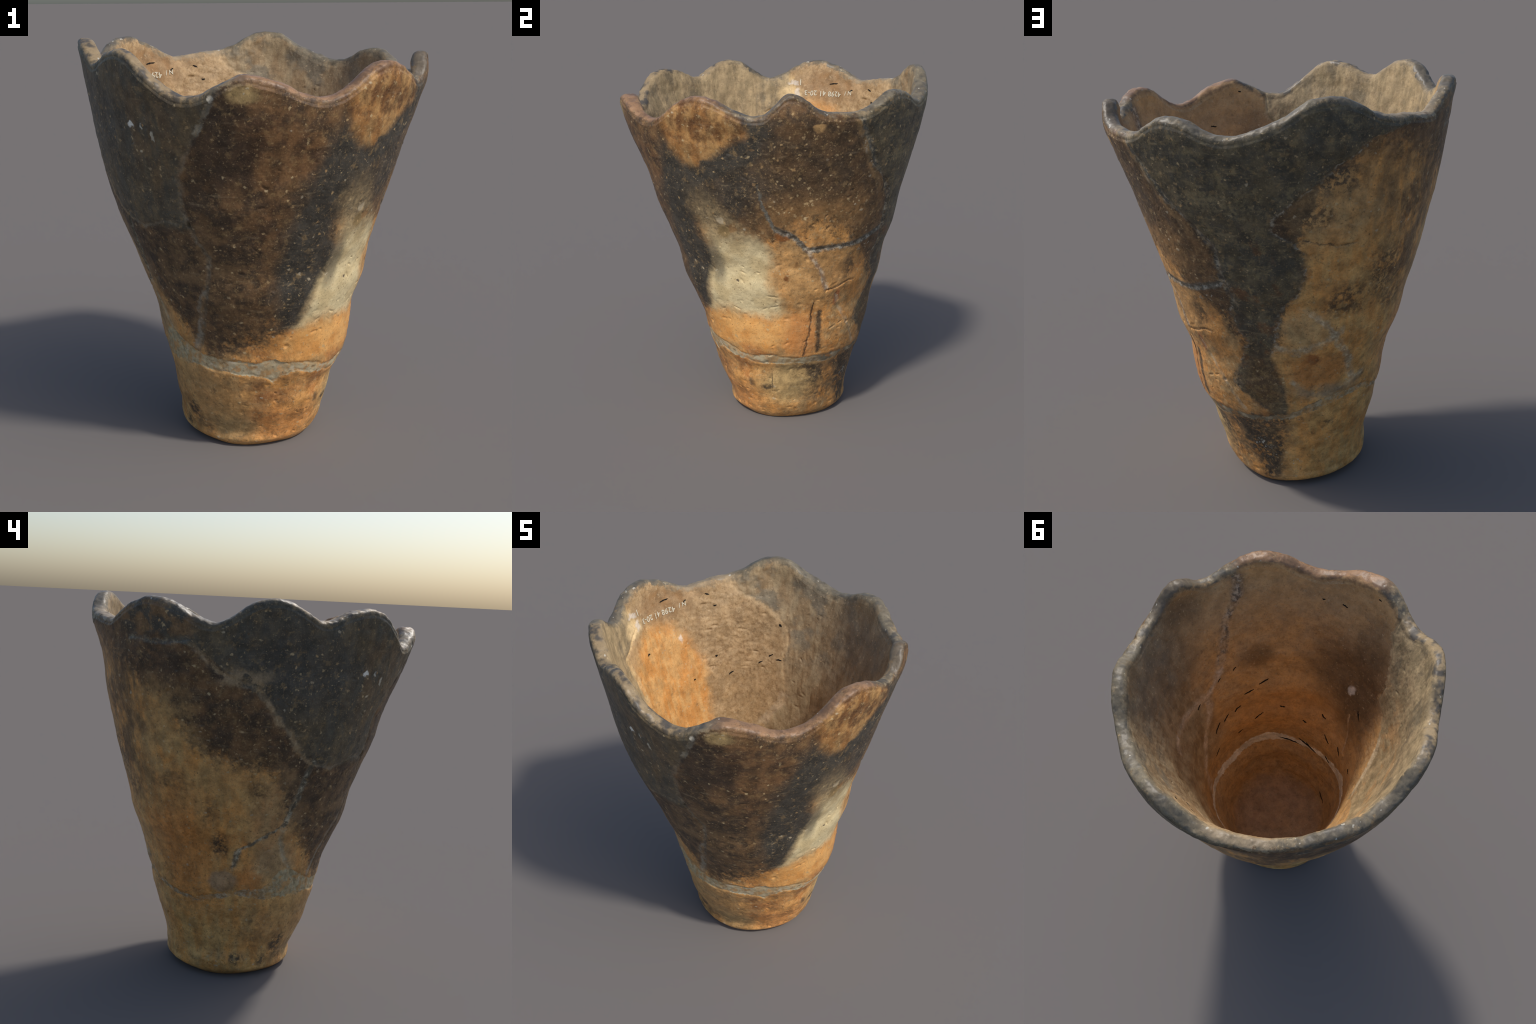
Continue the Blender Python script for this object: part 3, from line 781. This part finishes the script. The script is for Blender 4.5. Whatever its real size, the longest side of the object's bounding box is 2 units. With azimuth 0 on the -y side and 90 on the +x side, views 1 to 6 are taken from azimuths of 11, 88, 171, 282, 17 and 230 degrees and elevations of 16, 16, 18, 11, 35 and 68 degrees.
        # char spots and blotches
        for (u, z, ru, rz, a) in ((213, 1.18, 9, .13, .85), (196, 1.07, 9, .08, .85), (222, 1.03, 8, .05, .6), (-113, 1.08, 9, .06, .5), (-62, 1.31, 4, .05, .95), (-52, 1.19, 3.5, .05, .95), (-55, 1.03, 4, .06, .95), (-46, 1.10, 8, .08, .8), (-91, .77, 4, .06, .8), (-95, .95, 4, .06, .6), (-72, 1.08, 5, .05, .7),
                                  (235-360, 1.72, 8, .10, .8), (-110, 1.70, 12, .06, .9), (131, .98, 4, .06, .8), (148, .98, 7, .10, .8), (-91, .78, 4, .05, .7),
                                  (-40, 1.14, 10, .05, .8), (-28, 1.16, 8, .05, .85), (10, .62, 12, .05, .8), (22, .69, 7, .04, .8), (-8, .60, 12, .05, .8), (156, .87, 5, .10, .7)):
            c = g.mix(g.mul(g.blob(u, z, ru, rz, .6), g.ss(g.m("ADD", hi, g.m("MULTIPLY", fine, .3)), .50, .76), a), c, (.055, .036, .023))
        for (u, z, ru, rz, col, a) in ((61, 1.205, 3.6, .035, (.20, .135, .055), .85), (66, 1.23, 2.2, .025, (.24, .13, .05), .8), (64, .91, .9, .009, (.13, .10, .07), .9),
                                       (93, .95, 1.3, .022, (.24, .09, .025), .9), (91, 1.19, 4, .03, (.23, .08, .02), .8), (98, 1.02, 1, .02, (.25, .12, .04), .7),
                                       (125, .80, 2, .05, (.30, .085, .025), .8), (184, .77, 3, .03, (.22, .075, .02), .8), (103, 1.77, 2, .02, (.45, .27, .11), .8),
                                       (8, 1.81, 4.5, .035, (.42, .29, .125), .85), (-32, 1.665, 1.3, .012, (.72, .70, .62), .95), (-27, 1.66, .8, .012, (.60, .57, .47), .9),
                                       (-22, 1.625, .8, .02, (.55, .50, .38), .8), (-1, 1.79, .9, .013, (.55, .50, .40), .8), (60, 1.27, 2, .02, (.55, .45, .3), .7)):
            c = g.mix(g.mul(g.blob(u, z, ru, rz, .35, fine=True), a), c, col)
    foot_dark = g.band_v([.03,151, .07,150, .16,146, .24,143, .36,140, .46,138], [.03,160, .07,163, .16,168, .24,170, .36,172, .46,173], 5.0)
    c = g.mix(g.mul(foot_dark, g.ss(g.m("ADD", hi, g.m("MULTIPLY", mid, .5)), .54, .80), .95), c, g.mix(g.ss(mid, .4, .6), (.052, .040, .028), (.115, .075, .040)))
    # foot stains
    for (u, z, ru, rz, a) in ((-46, .19, 7, .06, .95), (-59, .10, 5, .04, .9), (-82, .125, 5, .03, .9), (112, .36, 12, .035, .9), (121, .31, 7, .05, .9), (134, .20, 11, .12, .6),
                              (78, .235, 5, .022, .9), (150, .27, 9, .12, 1.0), (160, .20, 8, .10, .9), (140, .36, 10, .05, .9), (-40, .10, 9, .05, .6), (64, .26, 3, .03, .7),
                              (-70, .30, 14, .12, .35), (160, .08, 7, .05, .7), (196, .38, 5, .02, .7), (118, .20, 10, .10, .5)):
        c = g.mix(g.mul(g.blob(u, z, ru, rz, .6), g.ss(g.m("ADD", hi, g.m("MULTIPLY", mid, .4)), .54, .76), a), c, (.060, .044, .030))
    # lime and clay specks
    d, vc = g.voronoi(46, 3.0, (1, 1, 1.15)); vs = g.sepc(vc)
    size = g.m("MULTIPLY", g.ss(vs[0], .50, 1.0), .34)
    many = g.m("ADD", .38, g.m("ADD", g.mul(g.blob(108, 1.5, 34, .36, .5), .5), g.mul(g.blob(-80, 1.45, 28, .35, .5), .25)), clamp=True)
    spk = g.mul(g.ss(g.m("SUBTRACT", size, d), -.14, .14), g.ss(vs[1], g.inv(many), g.m("ADD", g.inv(many), .12)))
    c = g.mix(g.mul(spk, .75), c, g.mix(vs[2], (.38, .23, .095), (.52, .40, .22)))
    d2, vc2 = g.voronoi(26, 8.0, (1, 1, 1.3)); v2 = g.sepc(vc2)
    spk2 = g.mul(g.ss(g.m("SUBTRACT", g.m("MULTIPLY", v2[0], .26), d2), -.07, .07), g.ss(v2[1], .84, .90))
    c = g.mix(g.mul(spk2, .6), c, g.mix(v2[2], (.40, .28, .14), (.52, .46, .34)))
    east_g = g.blob(106, 1.50, 30, .36, .4)
    if upper and not joint and not isinstance(east_g, float):
        d4, vc4 = g.voronoi(24, 11.0, (1, 1, 1.1)); v4 = g.sepc(vc4)
        c = g.mix(g.mul(g.ss(g.m("SUBTRACT", g.m("MULTIPLY", v4[0], .30), d4), -.06, .07), g.ss(v4[1], .48, .56), east_g, .8), c, g.mix(v4[2], (.36, .215, .090), (.56, .42, .23)))
    d3, vc3 = g.voronoi(60, 5.0); v3 = g.sepc(vc3)
    c = g.mix(g.mul(g.ss(g.m("SUBTRACT", g.m("MULTIPLY", v3[0], .28), d3), -.05, .06), g.ss(v3[1], .72, .8), .6), c, (.10, .055, .025))
    if not joint:
        # white bloom low on the back
        wb = g.mul(g.mx(g.blob(156, .22, 9, .06, .5), g.blob(176, .15, 6, .025, .5)), g.ss(hi, .56, .66))
        wb = g.mx(wb, g.mul(g.mx(g.blob(140, 1.10, 6, .04, .6), g.blob(177, .40, 6, .03, .6)), g.ss(hi, .58, .68)))
        c = g.mix(g.mul(wb, .85), c, (.50, .48, .40))
    # joins
    wv = g.m("MULTIPLY_ADD", hi, .020, -.010)
    fillc = g.mix(g.ss(mid, .38, .62), FILL, FILL_TAN)
    fillc = g.mix(g.mul(g.ss(hi, .48, .34), .4), fillc, (.19, .155, .105))
    if joint:
        zone_e = g.blob(150, .43, 36, .25, .35); zone_b = g.blob(200, .5, 32, .3, .3); zone_w = g.blob(-42, .55, 26, .3, .4)
        fillc = g.mix(g.mul(zone_w, .8), fillc, g.mix(g.ss(hi, .4, .6), (.28, .225, .125), (.44, .365, .22)))
        zone_s = g.blob(-104, .47, 44, .25, .25)
        fillc = g.mix(g.mul(zone_s, .9), fillc, g.mix(g.ss(hi, .42, .66), (.27, .165, .080), (.48, .38, .25)))
        fillc = g.mix(g.mul(zone_e, .75), fillc, g.mix(g.ss(mid, .45, .6), (.11, .095, .07), (.40, .32, .21)))
        fillc = g.mix(g.mul(zone_b, .8), fillc, g.mix(g.ss(hi, .45, .6), (.27, .175, .085), (.42, .32, .19)))
        fillc = g.mix(g.mul(g.ss(g.noise(18, 3, .6, seed=17), .58, .70), .8), fillc, (.55, .47, .34))
        c = g.mix(g.m("MULTIPLY_ADD", g.ss(g.noise(24, 5, .68, seed=29), .40, .54), .68, .32), c, fillc)
        c = g.mix(g.mul(g.ss(g.noise(30, 5, .7, seed=40), .56, .66), .6), c, (.17, .115, .062))
        bh = g.m("ADD", g.noise(60, 5, .7, seed=18), g.m("MULTIPLY", g.noise(22, 4, .6, seed=19), 1.5))
        return g.finish(c, .72, bh, .3, .005, .25)
    GREYF, PALEF, DARKF = (.20, .19, .155), (.42, .33, .21), (.085, .078, .062)
    gf = g.mix(g.ss(hi, .38, .64), (.10, .085, .060), (.25, .215, .155))
    c = g.mix(g.mul(g.line_v(CRACK_FRONT, .010, .010, wv), .7), c, gf)
    c = g.mix(g.mul(g.line_v([1.64,-6.5, 1.70,-4, 1.78,-1], .014, .007, wv), .75), c, (.31, .275, .20))
    c = g.mix(g.mul(g.line_v([1.36,-15, 1.46,-15, 1.56,-10.5], .013, .008, wv), .6), c, (.22, .15, .085))
    c = g.mix(g.mul(g.line_h(CRACK_FRONT_LEVEL, .010, .010, wv), .55), c, (.24, .20, .135))
    c = g.mix(g.mul(g.line_h(CRACK_EAST, .018, .010, wv, False), .92), c, g.mix(g.ss(hi, .45, .62), DARKF, (.27, .26, .22)))
    c = g.mix(g.mul(g.line_v([1.24,86, 1.35,82, 1.48,80], .008, .006, wv), .7), c, (.13, .125, .105))
    c = g.mix(g.mul(g.line_v(CRACK_EAST_UP, .013, .009, wv, False), .85), c, g.mix(g.ss(hi, .42, .6), (.24, .15, .09), (.55, .44, .31)))
    c = g.mix(g.mul(g.line_h(CRACK_EAST_DARK, .0035, .003), .9), c, (.10, .05, .022))
    c = g.mix(g.mul(g.line_v(CRACK_EAST_PALE, .010, .009, wv), .6), c, (.50, .38, .24))
    c = g.mix(g.mul(g.line_v(CRACK_NE, .014, .010, wv), .85), c, g.mix(g.ss(hi, .45, .6), (.10, .098, .085), (.36, .30, .20)))
    c = g.mix(g.mul(g.line_v([1.40,138, 1.55,129, 1.66,123, 1.80,117.5], .020, .008, wv), .6), c, (.27, .165, .072))
    c = g.mix(g.mul(g.line_v(CRACK_WEST, .016, .010, wv, False), .88), c, g.mix(g.ss(hi, .46, .62), (.095, .085, .062), (.40, .36, .26)))
    c = g.mix(g.mul(g.line_v(CRACK_WEST_LOW, .015, .011, wv), .75), c, (.36, .31, .21))
    c = g.mix(g.mul(g.line_v(CRACK_SW, .012, .008, wv), .6), c, (.28, .27, .22))
    for p, vert in ((CRACK_BACK_PALE, 0), (CRACK_BACK_PALE_UP, 1), (CRACK_BACK_LOW, 0)):
        c = g.mix(g.mul((g.line_v if vert else g.line_h)(p, .020, .014, wv), .85), c, g.mix(g.ss(hi, .42, .6), (.34, .245, .145), (.52, .42, .27)))
    c = g.mix(g.mul(g.blob(192, .58, 18, .045, .5), g.ss(mid, .36, .56), .7), c, (.29, .205, .12))
    c = g.mix(g.mul(g.line_h(CRACK_BACK_FINE, .004, .003), .8), c, (.06, .045, .03))
    for edge in (GREY_NE_RIGHT, GREY_NE_LEFT):
        c = g.mix(g.mul(g.line_v(edge[4:-6], .020, .024, wv), g.ss(g.noise(26, 4, .65, seed=30), .46, .60), .8), c, (.060, .046, .032))
        c = g.mix(g.mul(g.line_v(edge[8:-4], .008, .010, wv), g.ss(hi, .46, .60), .75), c, (.36, .33, .26))
    c = g.mix(g.mul(g.line_h(CRACK_WEST_TOP, .013, .009, wv), .7), c, g.mix(g.ss(hi, .45, .6), (.09, .09, .08), (.27, .25, .18)))
    c = g.mix(g.mul(g.line_v(FILLER_WEST, .018, .014, wv), .85), c, g.mix(g.ss(hi, .40, .6), (.24, .165, .088), (.36, .265, .155)))
    c = g.mix(g.mul(g.blob(-80, 1.64, 9, .035, .5), g.ss(mid, .38, .5), .8), c, (.33, .24, .14))
    c = g.mix(g.mul(g.blob(-90, .565, 8.5, .062, .2, fine=True), .65), c, g.mix(g.ss(mid, .4, .6), (.22, .15, .095), (.31, .23, .15)))
    c = g.mix(g.mul(g.line_v(SCRATCH_A, .015, .010, wv, False), g.ss(mid, .30, .46), .92), c, (.060, .042, .026))
    c = g.mix(g.mul(g.line_v(SCRATCH_B, .0055, .004, None, False), .9), c, (.10, .048, .022))
    c = g.mix(g.mul(g.line_v([.22,82.5, .30,83, .37,82.5], .003, .003), .8), c, (.12, .09, .05))
    if upper:
        c = over_rim(g, c, .016, .016, .85)
    # cloudy value changes at several sizes, grain and wiping streaks
    dirty = g.inv(clean)
    cloud = g.ss(g.noise(15, 6, .70, seed=23), .30, .70)
    c = g.scale(c, g.m("MULTIPLY_ADD", cloud, .72, .70) if clean == 0.0 else g.m("ADD", g.m("MULTIPLY", g.m("MULTIPLY_ADD", cloud, .72, -.32), dirty), 1.02))
    c = g.mix(g.mul(g.ss(g.noise(27, 5, .68, seed=24), .54, .68), .42, dirty), c, (.34, .22, .095))
    c = g.mix(g.mul(g.ss(g.noise(23, 5, .68, seed=25), .55, .70), .42, dirty), c, (.060, .042, .026))
    c = g.mix(g.mul(g.ss(g.noise(75, 2, .5, seed=26), .64, .74), .55), c, (.42, .30, .155))
    c = g.mix(g.mul(g.ss(fine, .56, .74), .25), c, (.50, .36, .18))
    c = g.mix(g.mul(g.ss(fine, .45, .28), .40), c, (.045, .030, .018))
    c = g.mix(g.mul(g.ss(tool, .60, .76), .18), c, (.48, .37, .22))
    rough = g.m("MULTIPLY_ADD", hi, .25, .36)
    bh = g.m("ADD", g.m("MULTIPLY", g.noise(90, 4, .65, seed=20), 1.0), g.m("ADD", g.m("MULTIPLY", tool, .8), g.m("MULTIPLY", spk2, .4)))
    return g.finish(c, rough, bh, .38, .004, .35)


def inner_material():
    g = Graph("inner_clay"); g.warp()
    lo, mid = g.noise(3.5, 3, .55, seed=44), g.noise(12, 4, .6, seed=45)
    hi, fine = g.noise(42, 4, .65, seed=46), g.noise(130, 3, .6, seed=47)
    streak = g.noise(20, 3, .6, stretch=(1, 1, .25), seed=48)
    tool = g.noise(16, 3, .6, stretch=(.4, .4, 2.4), seed=49)
    c = g.mix(g.ss(mid, .36, .64), (.57, .325, .125), (.50, .315, .15))                    # russet base colour of the inside, lightened
    c = g.mix(g.mul(g.ss(lo, .46, .62), .5), c, (.58, .32, .115))
    c = g.mix(g.mul(g.ss(tool, .50, .68), .4), c, (.36, .21, .10))
    c = g.mix(g.mul(g.ss(hi, .50, .68), .4), c, (.56, .33, .15))
    c = g.mix(g.mul(g.ss(hi, .46, .34), .4), c, (.27, .12, .04))
    c = g.mix(g.mul(g.ss(g.Z, 1.25, 1.70), .6), c, (.40, .265, .13))
    c = g.mix(g.mul(g.blob(45, .80, 50, .22, .6), .45), c, (.58, .275, .085))
    c = g.mix(g.mul(g.ss(g.Z, .14, .09), .5), c, (.36, .22, .13))
    # smoky patches
    for (u, z, ru, rz, a) in ((6, 1.24, 26, .24, .9), (-14, 1.45, 10, .25, .7), (66, 1.25, 11, .08, .75), (-10, 1.05, 16, .22, .8), (98, 1.80, 13, .10, .85), (112, 1.60, 14, .20, .6), (70, 1.78, 4, .10, .6), (0, 1.50, 8, .18, .7)):
        c = g.mix(g.mul(g.blob(u, z, ru, rz, .6), g.m("MULTIPLY_ADD", hi, .6, .6), a), c, (.125, .075, .038))
    # east sherd: grey-brown with upright strokes
    east = g.mul(g.ss(g.U, 96, 118), g.band_v([.0,60, .9,80, 1.0,90, 2.1,90], [.0,150, .9,180, 1.0,193, 1.05,190, 1.15,180, 1.20,178, 1.41,181, 1.52,178, 1.61,180, 1.72,189, 1.80,201, 1.93,207, 2.1,208], 1.2, fine=True, cut=False), g.ss(g.Z, .55, .95))
    ec = g.mix(g.ss(streak, .38, .62), (.25, .17, .09), (.36, .27, .155))
    ec = g.mix(g.mul(g.ss(g.noise(7, 3, .55, seed=50), .45, .6), g.ss(g.Z, 1.3, 1.6), .8), ec, (.165, .145, .105))
    ec = g.mix(g.mul(g.blob(130, 1.68, 22, .2, .6), .6), ec, (.17, .125, .078))
    c = g.mix(g.mul(east, .95), c, ec)
    # coarse tan panel
    panel = g.mul(g.band_v([.0,150, .9,180, 1.0,193, 1.05,190, 1.15,180, 1.20,178, 1.41,181, 1.52,178, 1.61,180, 1.72,189, 1.80,201, 1.93,207, 2.1,208], [0,230, 2.1,230], 1.2, fine=True, cut=False), g.ss(g.Z, .45, .65))
    pc = g.mix(g.ss(mid, .38, .62), (.33, .215, .105), (.40, .27, .14))
    pc = g.mix(g.mul(g.ss(hi, .50, .66), .5), pc, (.47, .33, .185))
    pc = g.mix(g.mul(g.ss(hi, .48, .36), .6), pc, (.22, .13, .06))
    nw = g.mul(g.ss(g.U, -118, -137), g.ss(g.Z, .45, .65))
    panel = g.mx(panel, g.mul(g.ss(g.U, -96, -99), g.ss(g.Z, .5, .7)))
    c = g.mix(g.mul(panel, .95), c, pc)
    c = g.mix(g.mul(g.blob(-138, 1.68, 8, .06, .6), .0), c, pc)
    # bright orange flush
    om = g.mx(g.blob(-113, 1.26, 25, .47, .14), g.blob(247, 1.26, 25, .47, .14))
    oc = g.mix(g.ss(streak, .38, .62), (.56, .255, .068), (.60, .34, .125))
    c = g.mix(g.mul(om, .95), c, oc)
    c = g.mix(g.mul(g.blob(-121, 1.83, 16, .09, .5), .8), c, g.mix(g.ss(mid, .4, .6), (.25, .135, .055), (.32, .20, .10)))
    # west sherd: pale, weathered, with streaks
    west = g.band_v([.80,-66, .85,-66, 1.10,-90, 1.25,-93, 1.45,-92, 1.67,-88, 1.70,-95, 1.77,-101, 1.9,-100, 2.1,-100],
                    [.80,-62, .85,-62, .93,-56, 1.05,-47, 1.15,-38, 1.20,-33, 1.265,-28, 1.29,-18, 1.44,-18, 1.59,-11, 1.69,-5, 1.80,-5, 1.9,-5, 2.1,-4], 1.0, fine=True)
    wc = g.mix(g.ss(streak, .30, .68), (.26, .20, .11), (.44, .325, .18))
    wc = g.mix(g.mul(g.ss(g.noise(9, 4, .6, stretch=(1, 1, .4), seed=51), .50, .64), g.ss(g.Z, 1.30, 1.60), .75), wc, (.16, .132, .085))
    wc = g.mix(g.mul(g.ss(g.noise(8, 3, .6, seed=52), .52, .64), g.ss(g.Z, 1.6, 1.35), .6), wc, (.50, .29, .125))
    c = g.mix(g.mul(west, .95), c, wc)
    # joins and filler
    wv = g.m("MULTIPLY_ADD", hi, .024, -.012)
    PALE = g.mix(g.ss(hi, .40, .62), (.50, .37, .25), (.64, .51, .37))
    jt = g.curve(g.u, IN_JOINT_TOP, -140, 230, 0, 2.1); jb = g.curve(g.u, IN_JOINT_BOT, -140, 230, 0, 2.1)
    ring = g.mul(g.ss(g.m("SUBTRACT", jt, g.z), -.004, .004), g.ss(g.m("SUBTRACT", g.z, jb), -.004, .004))
    c = g.mix(g.mul(ring, .97), c, g.mix(g.ss(mid, .4, .6), (.68, .57, .43), (.80, .69, .54)))
    c = g.mix(g.mul(g.line_v(IN_CRACK, .028, .018, wv), .95), c, g.mix(g.ss(g.Z0, 1.25, 1.40), PALE, g.mix(g.ss(hi, .44, .58), (.13, .105, .08), (.46, .37, .26))))
    c = g.mix(g.mul(g.line_h(IN_CRACK_B, .030, .022, wv), .8), c, PALE)
    c = g.mix(g.mul(g.line_v(IN_SHERD_EAST, .028, .028, wv), .65), c, (.47, .34, .19))
    c = g.mix(g.mul(g.line_v([1.0,193, 1.05,190, 1.15,181, 1.22,178], .030, .012, wv), .7), c, (.50, .37, .235))
    c = g.mix(g.mul(g.line_v(IN_WEST_EDGE, .010, .008, wv), .8), c, (.50, .37, .20))
    c = g.mix(g.mul(g.line_v(IN_WEST_LOW, .024, .014, wv, False), .9), c, (.62, .49, .31))
    c = g.mix(g.mul(g.line_v(IN_NW_EDGE, .020, .012, wv), .8), c, (.62, .44, .22))
    c = g.mix(g.mul(g.blob(-100, 1.78, 6, .05, .4, fine=True), .9), c, (.66, .48, .25))
    c = g.mix(g.mul(g.line_v(IN_FINE, .006, .005), .8), c, (.50, .35, .22))
    for (u, z, ru, rz, a) in ((0, 1.16, 2.4, .032, .95), (-127, 1.60, 1.1, .022, .7), (-102, 1.85, 2.5, .012, .8), (-104, 1.79, 1.2, .03, .7)):
        c = g.mix(g.mul(g.blob(u, z, ru, rz, .35, fine=True), a), c, (.64, .56, .47))
    d, vc = g.voronoi(44, 3.0, (1, 1, 1.1)); vs = g.sepc(vc)
    spk = g.mul(g.ss(g.m("SUBTRACT", g.m("MULTIPLY", vs[0], .30), d), -.06, .07), g.ss(vs[1], .60, .72))
    c = g.mix(g.mul(spk, .6), c, (.48, .35, .20))
    c = g.mix(g.mul(g.ss(fine, .56, .74), .25), c, (.52, .36, .18))
    c = g.mix(g.mul(g.ss(fine, .45, .28), .35), c, (.07, .04, .02))
    c = over_rim(g, c, .020, .018, .85)
    c = g.scale(c, g.m("MULTIPLY_ADD", g.ss(g.noise(15, 6, .70, seed=54), .30, .70), .42, .84))
    c = g.mix(g.mul(g.ss(g.noise(24, 5, .68, seed=55), .56, .70), .35), c, (.12, .075, .04))
    c = g.mix(g.mul(g.ss(g.noise(70, 2, .5, seed=56), .64, .74), .5), c, (.50, .37, .21))
    bh = g.m("ADD", g.noise(85, 4, .65, seed=53), g.m("ADD", g.m("MULTIPLY", tool, .6), g.m("MULTIPLY", streak, .6)))
    return g.finish(c, g.m("MULTIPLY_ADD", hi, .2, .55), bh, .40, .004, .3)


def plain_material(name, a, b, rough=.6, scale=60):
    g = Graph(name)
    n = g.noise(scale, 3, .6, seed=60)
    return g.finish(g.mix(g.ss(n, .35, .65), a, b), rough, n, .2, .002, .3)


WALL_CUTS = (-20.0, 105.0)                       # azimuths where the outer wall is divided
M_BODY = [outer_material(False, (lo, hi, .36, 2.1)) for lo, hi in zip((-135.0,) + WALL_CUTS, WALL_CUTS + (225.0,))]
M_FOOT = outer_material(False, (-999, 999, -.1, .66))
M_JOINT, M_RIM, M_IN = outer_material(True), rim_material(), inner_material()
M_VOID = plain_material("open_crack", (.004, .003, .003), (.010, .008, .006), .9)
M_INK = plain_material("white_ink", (.50, .44, .31), (.68, .62, .48), .6, 90)

root = bpy.data.objects.new("earthenware_beaker", None)
bpy.context.scene.collection.objects.link(root)
root["label"] = "tall flaring mended clay beaker with scalloped rim"
root["category"] = "pottery vessel"
MATS = {"body_wall": M_BODY[0], "body_wall.001": M_BODY[1], "body_wall.002": M_BODY[2], "foot": M_FOOT, "mending_joint": M_JOINT, "scalloped_rim": M_RIM, "inner_wall": M_IN, "inner_floor": M_IN, "underside": M_FOOT}
OBJ = {}
for name, code in PARTS.items():
    OBJ[name] = build(name, part == code, MATS[name], root)


# --------------------------------------------------------------------------
# 5. SMALL PIECES on the inside: open cracks and the inked inventory number
# --------------------------------------------------------------------------
def inner_surface(u, z):
    """radius of the finished inner wall at azimuth u, height z"""
    c = int(round((u - U0) / 360 * NA)) % NA
    zz, rr = Z2[rows_i, c][::-1], R2[rows_i, c][::-1]
    return np.interp(z, zz, rr)


def wall_point(u, z, lift):
    r = inner_surface(u, z) - lift
    return (r * math.sin(math.radians(u)), -r * math.cos(math.radians(u)), z)


def sliver(verts, faces, pts, w):
    """a ragged, tapering gap along a short path of (azimuth, height) points, sunk into the wall"""
    p = np.array(pts, float); n = 9
    t = np.linspace(0, 1, n); idx = t * (len(p) - 1)
    u = np.interp(idx, range(len(p)), p[:, 0]); z = np.interp(idx, range(len(p)), p[:, 1])
    z = z + rng.normal(0, w * .25, n)
    b = len(verts)
    du, dz = (u[-1] - u[0]) * math.pi / 180 * .6, z[-1] - z[0]
    L = math.hypot(du, dz) + 1e-6
    nu, nz = -dz / L, du / L
    for k in range(n):
        h = w * (math.sin(math.pi * (.06 + .88 * t[k])) ** .6) * rng.uniform(.6, 1.15)
        for sgn, lift in ((1, .0018), (-1, .0018), (-1, -.012), (1, -.012)):
            verts.append(wall_point(u[k] + sgn * nu * h / (.6 * math.pi / 180), z[k] + sgn * nz * h, lift))
    for k in range(n - 1):
        for q in range(4):
            faces.append((b + 4*k + q, b + 4*k + (q + 1) % 4, b + 4*(k + 1) + (q + 1) % 4, b + 4*(k + 1) + q))
    faces.append((b, b + 3, b + 2, b + 1)); e = b + 4 * (n - 1); faces.append((e, e + 1, e + 2, e + 3))


SLITS = [(216, 1.45, .008, 2, 0), (209, 1.33, .016, .4, .012), (193, 1.39, .014, .2, .010), (187.5, 1.435, .014, .3, .008), (183, 1.41, .018, .4, -.002),
         (214, 1.75, .010, 1, 0), (228, 1.81, .010, 1, .006), (217, 1.82, .014, .4, -.008), (183, 1.615, .008, 2, -.01), (230 - 360, 1.34, .007, 1, .004),
         (254 - 360, 1.60, .010, 1, .005), (238 - 360, 1.845, .030, .5, .004), (106, .83, .018, .3, .03), (96, .85, .014, .3, .022), (85, .87, .014, .3, .022), (74, 1.0, .018, .3, .012),
         (62, 1.05, .018, .3, .016), (69, .74, .018, .3, .026), (88, .64, .010, 1, .012), (116, .65, .014, .3, .022), (27, .70, .008, 1, -.006),
         (12, .81, .010, 1, -.012), (-16, .69, .014, .5, -.026), (1, .67, .016, .4, -.024), (-14, 1.07, .014, .4, -.03), (-38, .73, .008, 1, -.01),
         (-30, .17, .022, .4, -.02), (20, 1.65, .018, .1, -.004), (6, 1.82, .009, .2, -.002), (30, 1.655, .009, .1, .0),
         (48, .80, .010, .4, -.004), (80, 1.22, .012, .4, .012), (92, 1.20, .012, .4, .012), (112, 1.14, .010, .5, .012), (38, .455, .045, .10, -.010),
         (22, .485, .030, .2, -.016), (14, .478, .026, .2, -.02), (-8, .49, .014, .6, -.012)]
vs, fs = [], []
for u, z, half, fat, rise in SLITS:
    r = inner_surface(u, z); big = 1.7 if z < 1.15 else .95; half *= big; rise *= -1.6; du = half / (r * math.pi / 180)
    sliver(vs, fs, [(u + du, z + rise * .5), (u + du * .2, z + rng.normal(0, .002)), (u - du, z - rise * .5)], .0046 * (1 + .4 * fat) * (1 if z < 1.15 else .72))
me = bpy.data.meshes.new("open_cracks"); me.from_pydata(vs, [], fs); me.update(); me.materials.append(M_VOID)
ob = bpy.data.objects.new("open_cracks", me); bpy.context.scene.collection.objects.link(ob); ob.parent = OBJ["inner_wall"]; ob["kind"] = "stuff"


def ink(name, text, u, z, size, tilt=0.0):
    """lettering wrapped upside down on the inner wall, centred on (u, z)"""
    cu = bpy.data.curves.new(name, "FONT"); cu.body = text; cu.size = size; cu.align_x = "CENTER"; cu.align_y = "CENTER"
    cu.extrude = .0008; cu.offset = .0006; cu.resolution_u = 3; cu.space_character = 1.05
    tmp = bpy.data.objects.new(name + "_tmp", cu); bpy.context.scene.collection.objects.link(tmp)
    dg = bpy.context.evaluated_depsgraph_get(); me = bpy.data.meshes.new_from_object(tmp.evaluated_get(dg)); me.name = name
    bpy.data.objects.remove(tmp); bpy.data.curves.remove(cu)
    r0 = inner_surface(u, z)
    for v in me.vertices:
        x, y, h = -v.co.x, -v.co.y, v.co.z                     # turned upside down
        y += x * tilt + .002 * math.sin(x * 90)
        v.co = wall_point(u - x / (r0 * math.pi / 180), z + y, .0022 + h)
    me.update(); me.materials.clear(); me.materials.append(M_INK)
    o = bpy.data.objects.new(name, me); bpy.context.scene.collection.objects.link(o); o.parent = OBJ["inner_wall"]
    return o


ink("inventory_number", "4298 41 20-3", 243 - 360, 1.787, .044, -.02)
ink("ink_mark", "N /", 229.5 - 360, 1.795, .036)
ink("ink_stroke", "I", 254.5 - 360, 1.855, .05)
